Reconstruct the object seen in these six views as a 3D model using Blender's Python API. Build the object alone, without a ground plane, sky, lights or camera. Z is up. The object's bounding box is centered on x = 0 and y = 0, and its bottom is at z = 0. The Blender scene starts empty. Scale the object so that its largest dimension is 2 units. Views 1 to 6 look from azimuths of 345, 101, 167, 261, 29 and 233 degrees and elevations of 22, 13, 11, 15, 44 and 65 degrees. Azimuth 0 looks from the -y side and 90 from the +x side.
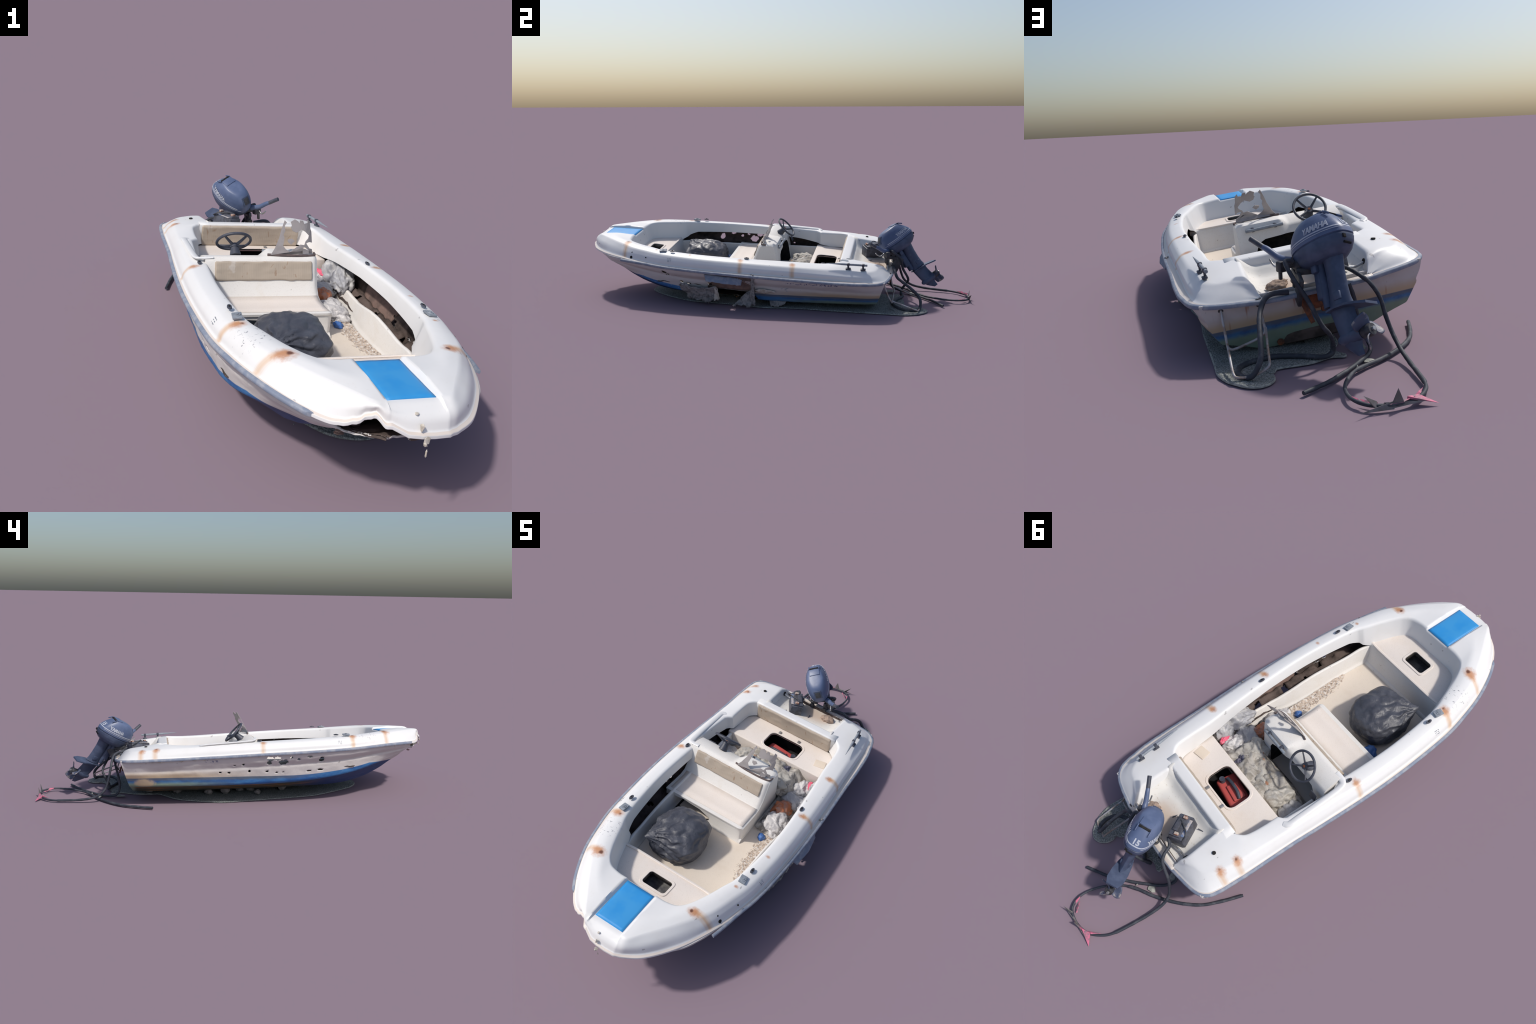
# An old beached open dory: white moulded deck, worn blue-bottomed hull, tilted outboard motor,
# rubbish inside, on a scrap of gravel with black hoses lying astern.
import bpy, bmesh, math, random
import numpy as np
from mathutils import Vector, Matrix, noise

random.seed(7)

# ------------------------------------------------------------------ frame
HEEL, YAW = math.radians(6.9), -0.014
BOAT = (Matrix.Translation((-0.039, 0, 0)) @ Matrix.Rotation(HEEL, 4, 'Y')
        @ Matrix.Translation((0.008, 0, 0)) @ Matrix.Rotation(YAW, 4, 'Z'))


def bx(x, y, z):
    """measured boat-level point -> symmetric boat frame (undo the slight yaw)"""
    return Vector((x - 0.008 - 0.014 * y, y, z))


# ------------------------------------------------------------------ node helpers
class Nodes:
    def __init__(self, name, rough=0.6, spec=0.4, metal=0.0):
        self.mat = bpy.data.materials.new(name)
        self.mat.use_nodes = True
        self.t = self.mat.node_tree
        self.b = self.t.nodes['Principled BSDF']
        self.b.inputs['Roughness'].default_value = rough
        self.b.inputs['Specular IOR Level'].default_value = spec
        self.b.inputs['Metallic'].default_value = metal
        self.co = self.t.nodes.new('ShaderNodeTexCoord').outputs['Object']

    def link(self, a, b):
        self.t.links.new(a, b)

    def put(self, sock, v):
        if isinstance(v, bpy.types.NodeSocket):
            self.link(v, sock)
        elif isinstance(v, (tuple, list)) and len(v) == 3 and sock.type == 'RGBA':
            sock.default_value = (*v, 1)
        else:
            sock.default_value = v

    def math(self, op, a, b=None, c=None, clamp=False):
        n = self.t.nodes.new('ShaderNodeMath')
        n.operation = op
        n.use_clamp = clamp
        for i, v in enumerate((a, b, c)):
            if v is not None:
                self.put(n.inputs[i], v)
        return n.outputs[0]

    def noise(self, scale, detail=4, rough=0.6, stretch=None, dist=0.0, out='Fac'):
        n = self.t.nodes.new('ShaderNodeTexNoise')
        n.inputs['Scale'].default_value = scale
        n.inputs['Detail'].default_value = detail
        n.inputs['Roughness'].default_value = rough
        n.inputs['Distortion'].default_value = dist
        co = self.co
        if stretch:
            m = self.t.nodes.new('ShaderNodeMapping')
            m.inputs['Scale'].default_value = stretch
            self.link(co, m.inputs['Vector'])
            co = m.outputs[0]
        self.link(co, n.inputs['Vector'])
        return n.outputs[out]

    def voronoi(self, scale, feature='F1', out='Distance'):
        n = self.t.nodes.new('ShaderNodeTexVoronoi')
        n.feature = feature
        n.inputs['Scale'].default_value = scale
        self.link(self.co, n.inputs['Vector'])
        return n.outputs[out]

    def step(self, v, lo, hi, smooth=True):
        n = self.t.nodes.new('ShaderNodeMapRange')
        n.interpolation_type = 'SMOOTHSTEP' if smooth else 'LINEAR'
        self.put(n.inputs['Value'], v)
        self.put(n.inputs['From Min'], lo)
        self.put(n.inputs['From Max'], hi)
        return n.outputs[0]

    def mix(self, f, a, b):
        n = self.t.nodes.new('ShaderNodeMix')
        n.data_type = 'RGBA'
        self.put(n.inputs[0], f)
        self.put(n.inputs[6], a)
        self.put(n.inputs[7], b)
        return n.outputs[2]

    def xyz(self):
        n = self.t.nodes.new('ShaderNodeSeparateXYZ')
        self.link(self.co, n.inputs[0])
        return n.outputs

    def dist(self, p, scale=(1, 1, 1)):
        """distance of the shaded point to a given spot, in a stretched space"""
        m = self.t.nodes.new('ShaderNodeVectorMath')
        m.operation = 'SUBTRACT'
        self.link(self.co, m.inputs[0])
        m.inputs[1].default_value = p
        s = self.t.nodes.new('ShaderNodeVectorMath')
        s.operation = 'MULTIPLY'
        self.link(m.outputs[0], s.inputs[0])
        s.inputs[1].default_value = scale
        l = self.t.nodes.new('ShaderNodeVectorMath')
        l.operation = 'LENGTH'
        self.link(s.outputs[0], l.inputs[0])
        return l.outputs['Value']

    def bump(self, h, strength=0.3, dist=0.002):
        n = self.t.nodes.new('ShaderNodeBump')
        n.inputs['Strength'].default_value = strength
        n.inputs['Distance'].default_value = dist
        self.link(h, n.inputs['Height'])
        self.link(n.outputs[0], self.b.inputs['Normal'])

    def color(self, c):
        self.put(self.b.inputs['Base Color'], c)
        return self.mat


def plain(name, c, c2=None, rough=0.6, spec=0.4, metal=0.0, scale=60, bump=0.0, lo=0.4, hi=0.65):
    n = Nodes(name, rough, spec, metal)
    f = n.noise(scale)
    c2 = c2 or tuple(v * 0.8 for v in c)
    if bump:
        n.bump(n.noise(scale * 4, 6), bump)
    return n.color(n.mix(n.step(f, lo, hi), c, c2))


# rust holes along the gunwale, in the boat frame
RUST = [bx(*p) for p in ((0.194, -0.733, 0.314), (0.261, -0.556, 0.302), (0.288, -0.373, 0.293),
                         (0.297, -0.117, 0.282), (0.294, 0.137, 0.269), (-0.205, -0.725, 0.313),
                         (-0.268, -0.542, 0.303), (-0.295, -0.096, 0.282), (-0.272, 0.41, 0.252),
                         (-0.267, 0.477, 0.248))]
RUST_R = [0.021, 0.008, 0.009, 0.016, 0.016, 0.026, 0.022, 0.018, 0.019, 0.02]
STREAK = [1.0, 0, 0, 0.9, 0.9, 0.8, 0.9, 0.8, 0.7, 0.8]


def gelcoat(name, base, rusty):
    n = Nodes(name, 0.4, 0.4)
    grime = n.step(n.noise(9, 6, 0.65), 0.45, 0.8)
    fine = n.step(n.noise(160, 3), 0.55, 0.8)
    c = n.mix(n.math('MULTIPLY', grime, 0.25), base, (base[0] * 0.86, base[1] * 0.82, base[2] * 0.76))
    c = n.mix(n.math('MULTIPLY', fine, 0.1), c, (0.45, 0.40, 0.34))
    if rusty:
        x, y, z = n.xyz()
        ax = n.math('ABSOLUTE', x)
        warp = n.noise(70, 5, 0.7)
        streaky = n.noise(1, 3, 0.6, (6, 170, 6))
        halo = streak = core = None
        for p, r, s in zip(RUST, RUST_R, STREAK):
            sgn = 1 if p.x > 0 else -1
            q = (p.x + sgn * r * 0.5, p.y, p.z)
            d = n.math('DIVIDE', n.dist(q, (0.75, 1, 0.75)), r)
            d = n.math('ADD', d, n.math('MULTIPLY', n.math('SUBTRACT', warp, 0.5), 1.1))
            h = n.math('SUBTRACT', 1, n.step(d, 0.25, 1.25))
            dc = n.math('ADD', n.math('DIVIDE', n.dist(p), r * 0.42),
                        n.math('MULTIPLY', n.math('SUBTRACT', warp, 0.5), 0.9))
            k = n.math('SUBTRACT', 1, n.step(dc, 0.35, 1.1))
            halo = h if halo is None else n.math('MAXIMUM', halo, h)
            core = k if core is None else n.math('MAXIMUM', core, k)
            if s:
                side = n.math('GREATER_THAN', n.math('MULTIPLY', x, sgn), abs(p.x) + 0.004)
                dy = n.math('ABSOLUTE', n.math('SUBTRACT', y, p.y + 0.006))
                w = n.math('ADD', n.step(n.math('ADD', dy, n.math('MULTIPLY', streaky, 0.014)), 0.026, 0.006), 0)
                st = n.math('MULTIPLY', n.math('MULTIPLY', w, side), s)
                streak = st if streak is None else n.math('MAXIMUM', streak, st)
        c = n.mix(n.math('MULTIPLY', streak, 0.72), c, (0.62, 0.36, 0.16))
        c = n.mix(n.math('MULTIPLY', halo, 0.85), c, (0.50, 0.22, 0.095))
        c = n.mix(n.math('MULTIPLY', core, 0.9), c, (0.11, 0.035, 0.02))
        # chipped dark specks on the port bow
        dsp = n.dist(bx(-0.262, -0.615, 0.302), (1, 1, 0.6))
        chip = n.math('MULTIPLY', n.step(n.noise(95, 3, 0.7), 0.6, 0.64), n.step(dsp, 0.06, 0.025))
        c = n.mix(n.math('MULTIPLY', chip, 0.85), c, (0.16, 0.16, 0.2))
        # scattered scuffs
        scuff = n.math('MULTIPLY', n.step(n.noise(42, 2, 0.5, (1, 0.5, 1)), 0.735, 0.76), 0.55)
        c = n.mix(scuff, c, (0.28, 0.26, 0.26))
    n.bump(n.noise(55, 4), 0.08)
    return n.color(c)


M_DECK = gelcoat('white_gelcoat', (0.755, 0.75, 0.745), True)
M_FLANGE = gelcoat('stained_gelcoat', (0.68, 0.61, 0.555), False)
M_RAIL = plain('grey_rubber_rail', (0.20, 0.235, 0.31), (0.30, 0.32, 0.37), 0.6, scale=40)


def interior(name, base, spot):
    n = Nodes(name, 0.65, 0.3)
    f = n.step(n.noise(14, 6, 0.7), 0.45, 0.75)
    g = n.step(n.noise(260, 2), 0.5, 0.75)
    c = n.mix(n.math('MULTIPLY', f, 0.4), base, spot)
    c = n.mix(n.math('MULTIPLY', g, 0.16), c, (0.40, 0.33, 0.27))
    spots = n.step(n.noise(48, 2), 0.745, 0.765)
    c = n.mix(n.math('MULTIPLY', spots, 0.5), c, (0.25, 0.2, 0.16))
    n.bump(n.noise(200, 3), 0.1)
    return n.color(c)


M_LINER = interior('liner_white', (0.76, 0.735, 0.70), (0.68, 0.62, 0.54))
M_SEAT = interior('sandy_seat', (0.76, 0.69, 0.63), (0.70, 0.60, 0.51))
M_SOLE = interior('sandy_sole', (0.70, 0.62, 0.53), (0.62, 0.52, 0.42))


def cushion_mat():
    n = Nodes('ribbed_beige_vinyl', 0.7, 0.3)
    w = n.t.nodes.new('ShaderNodeTexWave')
    w.bands_direction = 'X'
    w.inputs['Scale'].default_value = 42
    w.inputs['Distortion'].default_value = 1.0
    n.link(n.co, w.inputs['Vector'])
    c = n.mix(n.math('MULTIPLY', w.outputs['Fac'], 0.18), (0.425, 0.355, 0.285), (0.48, 0.405, 0.33))
    crack = n.step(n.noise(30, 4, 0.6, (1, 1, 0.45), 1.5), 0.62, 0.655)
    c = n.mix(n.math('MULTIPLY', crack, 0.6), c, (0.30, 0.19, 0.12))
    pale = n.step(n.noise(16, 3), 0.62, 0.7)
    c = n.mix(n.math('MULTIPLY', pale, 0.5), c, (0.57, 0.53, 0.49))
    n.bump(w.outputs['Fac'], 0.12, 0.001)
    return n.color(c)


M_CUSH = cushion_mat()


def hull_mat():
    n = Nodes('weathered_hull_paint', 0.6, 0.35)
    x, y, z = n.xyz()
    wob = n.math('MULTIPLY', n.math('SUBTRACT', n.noise(28, 5, 0.7), 0.5), 0.012)
    zz = n.math('ADD', z, wob)
    fwd = n.math('MAXIMUM', n.math('SUBTRACT', -0.2, y), 0.0)
    line = n.math('MINIMUM', n.math('ADD', 0.113, n.math('MULTIPLY', n.math('MULTIPLY', fwd, fwd), 0.26)), 0.162)
    below = n.step(n.math('SUBTRACT', line, z), -0.001, 0.002)
    below = n.math('MULTIPLY', below, n.math('GREATER_THAN', y, -0.79))
    # topsides: dirty off white, stained tan low down and aft
    dirt = n.step(n.noise(10, 6, 0.7, (1, 0.5, 2)), 0.4, 0.75)
    top = n.mix(n.math('MULTIPLY', dirt, 0.5), (0.565, 0.535, 0.52), (0.44, 0.405, 0.385))
    tan = n.math('MULTIPLY', n.step(n.math('SUBTRACT', zz, line), 0.040, 0.004), n.step(y, -0.15, 0.35))
    top = n.mix(n.math('MULTIPLY', tan, 0.85), top, (0.50, 0.37, 0.22))
    # rust runs on the transom
    run = n.step(n.noise(1, 2, 0.5, (38, 5, 5)), 0.63, 0.7)
    run = n.math('MULTIPLY', run, n.math('GREATER_THAN', y, 0.52))
    top = n.mix(n.math('MULTIPLY', run, 0.7), top, (0.33, 0.13, 0.05))
    # faded navy lettering scraped off along the starboard quarter
    let = n.math('MULTIPLY', n.step(n.math('ABSOLUTE', n.math('SUBTRACT', z, 0.184)), 0.007, 0.003),
                 n.step(n.noise(150, 2, 0.6, (1, 0.7, 1)), 0.53, 0.58))
    let = n.math('MULTIPLY', let, n.math('MULTIPLY', n.step(y, 0.10, 0.13), n.step(y, 0.40, 0.36)))
    let = n.math('MULTIPLY', let, n.math('GREATER_THAN', x, 0.2))
    top = n.mix(n.math('MULTIPLY', let, 0.85), top, (0.04, 0.05, 0.17))
    letp = n.math('MULTIPLY', n.step(n.math('ABSOLUTE', n.math('SUBTRACT', z, 0.192)), 0.009, 0.004),
                  n.step(n.noise(150, 2, 0.6, (1, 0.7, 1)), 0.50, 0.56))
    letp = n.math('MULTIPLY', letp, n.math('MULTIPLY', n.step(y, 0.115, 0.125), n.step(y, 0.19, 0.175)))
    letp = n.math('MULTIPLY', letp, n.math('LESS_THAN', x, -0.2))
    top = n.mix(n.math('MULTIPLY', letp, 0.8), top, (0.08, 0.09, 0.2))
    # bottom paint
    b1 = n.step(n.noise(22, 6, 0.7, (1, 0.35, 1.6)), 0.42, 0.6)
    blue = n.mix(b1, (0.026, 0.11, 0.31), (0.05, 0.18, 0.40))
    drab = n.math('MULTIPLY', n.step(n.math('SUBTRACT', line, zz), 0.022, 0.006), n.step(y, -0.45, -0.1))
    blue = n.mix(n.math('MULTIPLY', drab, 0.75), blue, (0.13, 0.135, 0.13))
    chips = n.step(n.noise(75, 5, 0.75, (1, 0.6, 1)), 0.60, 0.66)
    blue = n.mix(n.math('MULTIPLY', chips, n.math('MULTIPLY', n.step(y, -0.2, -0.6), 0.8)), blue, (0.46, 0.44, 0.42))
    green = n.math('MULTIPLY', n.step(zz, 0.098, 0.078), n.step(y, -0.05, 0.35))
    blue = n.mix(n.math('MULTIPLY', green, 0.8), blue, (0.24, 0.30, 0.17))
    bare = n.math('MULTIPLY', n.step(n.math('ADD', n.dist((-0.29, 0.47, 0.085), (1, 0.55, 1.1)), n.math('MULTIPLY', wob, 2.2)), 0.034, 0.018), 1)
    blue = n.mix(n.math('MULTIPLY', bare, 0.85), blue, (0.53, 0.40, 0.25))
    d = n.math('MAXIMUM', n.math('SUBTRACT', -0.1, y), 0.0)
    chine = n.math('ADD', n.math('MULTIPLY', d, 0.02), n.math('MULTIPLY', n.math('MULTIPLY', d, d), 0.215))
    under = n.step(n.math('SUBTRACT', n.math('ADD', chine, 0.0685), z), -0.001, 0.002)
    under = n.math('MULTIPLY', under, n.step(y, 0.525, 0.505))
    algae = n.mix(n.step(n.noise(26, 5, 0.7, (2.5, 0.2, 2)), 0.5, 0.63), (0.055, 0.065, 0.045), (0.30, 0.15, 0.05))
    navy = n.mix(n.step(n.noise(30, 4, 0.7, (2, 0.3, 2)), 0.5, 0.7), (0.018, 0.045, 0.14), (0.03, 0.07, 0.19))
    keel = n.mix(n.step(y, -0.45, -0.2), navy, algae)
    blue = n.mix(under, blue, keel)
    c = n.mix(below, top, blue)
    # grubby glass fibre chips everywhere
    pit = n.step(n.noise(60, 3, 0.6, (1, 0.6, 1)), 0.70, 0.73)
    c = n.mix(n.math('MULTIPLY', pit, 0.5), c, (0.18, 0.16, 0.14))
    n.bump(n.noise(40, 6, 0.7), 0.35, 0.003)
    return n.color(c)


M_HULL = hull_mat()
M_HULL_IN = plain('brown_bare_laminate', (0.115, 0.085, 0.075), (0.05, 0.037, 0.032), 0.85, scale=18, bump=0.4)
M_DARK = plain('void_shade_black', (0.02, 0.02, 0.022), (0.035, 0.033, 0.03), 0.9, 0.1)  # near-black colour stands in for shade in openings and on cut faces
M_PANEL = plain('blue_grip_panel', (0.028, 0.275, 0.64), (0.045, 0.30, 0.64), 0.5, scale=14)
M_PLY = plain('weathered_plywood', (0.24, 0.16, 0.135), (0.15, 0.105, 0.09), 0.8, scale=30, bump=0.4)
M_FIBRE = plain('torn_glass_fibre', (0.30, 0.285, 0.275), (0.16, 0.16, 0.165), 0.8, scale=70, bump=0.8)
M_SHARD = plain('broken_gelcoat_edge', (0.60, 0.56, 0.50), (0.42, 0.37, 0.30), 0.6, scale=50)
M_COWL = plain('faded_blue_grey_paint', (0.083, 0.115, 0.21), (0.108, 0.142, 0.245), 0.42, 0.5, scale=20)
M_LEG = plain('shade_darkened_navy_paint', (0.050, 0.068, 0.122), (0.075, 0.098, 0.165), 0.5, 0.5, scale=26, bump=0.1)  # navy paint, darkened further to carry shading on leg and lower pan
M_MOTDARK = plain('oily_black_metal', (0.03, 0.032, 0.04), (0.06, 0.06, 0.065), 0.5, 0.5, scale=60, bump=0.3)
M_DECAL = plain('silver_decal', (0.42, 0.45, 0.52), (0.50, 0.52, 0.58), 0.4, scale=80)
M_METAL = plain('dull_metal', (0.40, 0.41, 0.43), (0.30, 0.29, 0.28), 0.4, 0.5, 0.6, scale=60)
M_STAINLESS = plain('rusty_tube', (0.42, 0.42, 0.44), (0.28, 0.21, 0.17), 0.4, 0.5, 0.3, scale=40)
M_BLACK = plain('black_plastic', (0.045, 0.05, 0.07), (0.07, 0.075, 0.095), 0.5, 0.5, scale=50)
M_GREYPL = plain('grey_plastic', (0.26, 0.29, 0.33), (0.2, 0.22, 0.25), 0.5, scale=60)
M_ACRYL = plain('smoked_acrylic', (0.33, 0.30, 0.295), (0.27, 0.245, 0.24), 0.3, 0.5, scale=25)
M_STRIP = plain('brown_gasket', (0.13, 0.095, 0.09), (0.09, 0.07, 0.07), 0.7, scale=50)
M_RED = plain('faded_red_plastic', (0.50, 0.085, 0.075), (0.42, 0.10, 0.09), 0.5, scale=20)
M_RUSTY = plain('rusted_steel', (0.24, 0.085, 0.04), (0.11, 0.05, 0.035), 0.85, scale=60, bump=0.5)
M_BRICK = plain('crumbling_stone', (0.42, 0.31, 0.24), (0.25, 0.19, 0.16), 0.9, scale=120, bump=1.0)


def hose_mat():
    n = Nodes('black_rubber_hose', 0.6, 0.4)
    f = n.step(n.noise(28, 5, 0.7), 0.45, 0.7)
    return n.color(n.mix(f, (0.036, 0.041, 0.055), (0.085, 0.09, 0.105)))


M_HOSE = hose_mat()
M_PINK = plain('pink_faded_end', (0.62, 0.16, 0.26), (0.22, 0.15, 0.18), 0.6, scale=40)
M_SPIKE = plain('grey_shard', (0.14, 0.13, 0.125), (0.2, 0.19, 0.2), 0.6, scale=30)


def bag_mat():
    n = Nodes('black_bin_bag', 0.4, 0.5)
    f = n.step(n.noise(16, 5, 0.7), 0.4, 0.7)
    n.bump(n.noise(30, 5, 0.65, None, 1.4), 0.6, 0.005)
    return n.color(n.mix(f, (0.058, 0.061, 0.077), (0.088, 0.092, 0.11)))


M_BAG = bag_mat()


def ground_mat():
    n = Nodes('gravelly_concrete', 0.9, 0.2)
    v = n.voronoi(230)
    c = n.mix(n.step(v, 0.2, 0.7), (0.34, 0.355, 0.345), (0.17, 0.18, 0.17))
    big = n.step(n.noise(9, 5, 0.7), 0.45, 0.7)
    c = n.mix(n.math('MULTIPLY', big, 0.4), c, (0.15, 0.155, 0.145))
    pale = n.step(n.noise(300, 2), 0.66, 0.72)
    c = n.mix(n.math('MULTIPLY', pale, 0.7), c, (0.46, 0.47, 0.46))
    n.bump(v, 0.6, 0.003)
    return n.color(c)


M_GROUND = ground_mat()
M_EDGE = plain('pale_dried_edge', (0.40, 0.40, 0.36), (0.24, 0.25, 0.23), 0.9, scale=90)
M_STONE = plain('grey_rock', (0.24, 0.22, 0.21), (0.16, 0.15, 0.14), 0.9, scale=50, bump=0.7)


def litter(name, a, b, scale=22):
    n = Nodes(name, 0.5, 0.4)
    f = n.step(n.noise(scale, 5, 0.7, None, 1.2), 0.4, 0.62)
    n.bump(n.noise(45, 5, 0.7, None, 1.0), 0.5, 0.003)
    return n.color(n.mix(f, a, b))


M_BAGWHITE = litter('dirty_white_film', (0.60, 0.58, 0.57), (0.34, 0.33, 0.34))
M_BAGGREY = litter('grey_film', (0.36, 0.36, 0.38), (0.52, 0.51, 0.50))
M_SACK = litter('dirty_sackcloth', (0.47, 0.445, 0.40), (0.33, 0.30, 0.26))
M_ORANGE = litter('orange_film', (0.47, 0.155, 0.065), (0.36, 0.22, 0.18))
M_NAVY = litter('navy_cloth', (0.06, 0.06, 0.10), (0.13, 0.12, 0.16))
M_BLUERAG = litter('blue_rag', (0.04, 0.12, 0.36), (0.10, 0.2, 0.42))
M_PINKRAG = litter('pink_rag', (0.75, 0.10, 0.18), (0.6, 0.2, 0.25))


def grit_mat():
    n = Nodes('sandy_grit', 0.9, 0.2)
    v = n.voronoi(160)
    c = n.mix(n.step(n.noise(120, 4, 0.7), 0.42, 0.62), (0.56, 0.47, 0.39), (0.34, 0.27, 0.22))
    c = n.mix(n.step(v, 0.6, 0.75), c, (0.62, 0.59, 0.56))
    n.bump(v, 0.7, 0.003)
    return n.color(c)


M_GRIT = grit_mat()

# ------------------------------------------------------------------ mesh helpers
COLL = bpy.context.scene.collection


def place(ob, parent=None, top=None):
    COLL.objects.link(ob)
    if parent is not None:
        ob.parent = parent
    return ob


def empty(name, label, category, mw):
    e = bpy.data.objects.new(name, None)
    e.empty_display_size = 0.05
    COLL.objects.link(e)
    e.matrix_world = mw
    e['label'], e['category'] = label, category
    return e


def label(ob, text, cat):
    ob['label'], ob['category'] = text, cat
    return ob


def finish(bm, name, mats, parent=None, angle=35, mw=None):
    bmesh.ops.recalc_face_normals(bm, faces=bm.faces)
    for f in bm.faces:
        f.smooth = True
    lim = math.radians(angle)
    for e in bm.edges:
        if len(e.link_faces) == 2:
            e.smooth = e.calc_face_angle(0) < lim
    me = bpy.data.meshes.new(name)
    bm.to_mesh(me)
    bm.free()
    for m in (mats if isinstance(mats, (list, tuple)) else [mats]):
        me.materials.append(m)
    ob = bpy.data.objects.new(name, me)
    place(ob, parent)
    if mw is not None:
        ob.matrix_world = mw
    return ob


def evaluated(ob):
    """bake an object's modifiers into its mesh"""
    dg = bpy.context.evaluated_depsgraph_get()
    dg.update()
    me = bpy.data.meshes.new_from_object(ob.evaluated_get(dg))
    me.name = ob.name
    ob.modifiers.clear()
    old = ob.data
    ob.data = me
    bpy.data.meshes.remove(old)
    return ob


def thicken(ob, t, offset=-1, mat_offset=0):
    m = ob.modifiers.new('thickness', 'SOLIDIFY')
    m.thickness, m.offset, m.material_offset, m.use_rim = t, offset, mat_offset, True
    return ob


def flatten_normals(ob):
    m = ob.modifiers.new('weighted', 'WEIGHTED_NORMAL')
    m.weight, m.keep_sharp = 80, True
    return ob


def carve(ob, cutter):
    m = ob.modifiers.new('cut', 'BOOLEAN')
    m.operation, m.object, m.solver = 'DIFFERENCE', cutter, 'EXACT'
    m.material_mode = 'TRANSFER'
    evaluated(ob)
    me = cutter.data
    bpy.data.objects.remove(cutter)
    bpy.data.meshes.remove(me)
    for p in ob.data.polygons:
        p.use_smooth = True
    bm = bmesh.new()
    bm.from_mesh(ob.data)
    for e in bm.edges:
        if len(e.link_faces) == 2:
            e.smooth = e.calc_face_angle(0) < math.radians(35)
    bm.to_mesh(ob.data)
    bm.free()
    return ob


def grid(bm, P, mat=None, close_v=False, close_u=False):
    """P[i][j] -> faces; mat(i,j) gives the material slot"""
    V = [[bm.verts.new(p) for p in row] for row in P]
    m, k = len(V), len(V[0])
    F = []
    for i in range(m if close_u else m - 1):
        for j in range(k if close_v else k - 1):
            a = [V[i][j], V[(i + 1) % m][j], V[(i + 1) % m][(j + 1) % k], V[i][(j + 1) % k]]
            try:
                f = bm.faces.new(a)
                f.material_index = mat(i, j) if mat else 0
                F.append(f)
            except ValueError:
                pass
    return V, F


def catmull(pts, n=8, closed=False):
    P = [Vector(p) for p in pts]
    out = []
    m = len(P)
    for i in range(m if closed else m - 1):
        if closed:
            p0, p1, p2, p3 = P[i - 1], P[i], P[(i + 1) % m], P[(i + 2) % m]
        else:
            p1, p2 = P[i], P[i + 1]
            p0 = P[i - 1] if i else p1 * 2 - p2
            p3 = P[i + 2] if i + 2 < m else p2 * 2 - p1
        for k in range(n):
            t = k / n
            out.append(0.5 * ((2 * p1) + (p2 - p0) * t + (2 * p0 - 5 * p1 + 4 * p2 - p3) * t * t
                              + (3 * p1 - p0 - 3 * p2 + p3) * t ** 3))
    if not closed:
        out.append(P[-1])
    return out


def sweep(bm, path, radius, segs=10, closed=False, flat=1.0, jitter=0.0, mat=0):
    """round tube along a path; radius may be a function of 0..1"""
    n = len(path)
    rows = []
    up = Vector((0.13, 0.21, 0.97))
    for i, p in enumerate(path):
        a = path[i - 1] if (i or closed) else p
        b = path[(i + 1) % n] if (i + 1 < n or closed) else p
        t = (b - a).normalized()
        s = t.cross(up)
        if s.length < 0.05:
            s = t.cross(Vector((1, 0, 0)))
        s.normalize()
        u = s.cross(t).normalized()
        r = radius(i / max(1, n - 1)) if callable(radius) else radius
        if jitter:
            r *= 1 + jitter * noise.noise(p * 60)
        rows.append([p + (s * math.cos(k * 2 * math.pi / segs) * flat + u * math.sin(k * 2 * math.pi / segs)) * r
                     for k in range(segs)])
    V, F = grid(bm, rows, (lambda i, j: mat), close_v=True, close_u=closed)
    if not closed:
        for row in (V[0], V[-1]):
            f = bm.faces.new(row)
            f.material_index = mat


def tube(name, pts, r, mat, parent=None, n=8, segs=10, closed=False, smooth=True, flat=1.0, jitter=0.0, mw=None):
    bm = bmesh.new()
    path = catmull(pts, n, closed) if smooth else [Vector(p) for p in pts]
    sweep(bm, path, r, segs, closed, flat, jitter)
    return finish(bm, name, mat, parent, 50, mw)


def add_box(bm, size, mat4, bevel=0.0, segs=2, taper=1.0, mat=0):
    """box of full size, optional bevel and top taper, placed by a matrix"""
    r = bmesh.ops.create_cube(bm, size=1.0)
    vs = r['verts']
    for v in vs:
        k = taper if v.co.z > 0 else 1.0
        v.co = Vector((v.co.x * size[0] * k, v.co.y * size[1] * k, v.co.z * size[2]))
    fs = set(f for v in vs for f in v.link_faces)
    if bevel:
        es = list(set(e for v in vs for e in v.link_edges))
        r = bmesh.ops.bevel(bm, geom=es, offset=bevel, segments=segs, affect='EDGES', profile=0.5)
        fs = set(f for f in fs if f.is_valid) | set(r['faces'])
    vs = set(v for f in fs if f.is_valid for v in f.verts)
    for v in vs:
        v.co = mat4 @ v.co
    for f in fs:
        if f.is_valid:
            f.material_index = mat


def box(name, size, loc, mat, parent=None, rot=(0, 0, 0), bevel=0.002, taper=1.0, mw=None):
    bm = bmesh.new()
    M = Matrix.Translation(loc) @ (rot if isinstance(rot, Matrix) else
                                   (Matrix.Rotation(rot[2], 4, 'Z') @ Matrix.Rotation(rot[1], 4, 'Y') @ Matrix.Rotation(rot[0], 4, 'X')))
    add_box(bm, size, M, bevel, 3, taper)
    return finish(bm, name, mat, parent, 40, mw)


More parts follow.
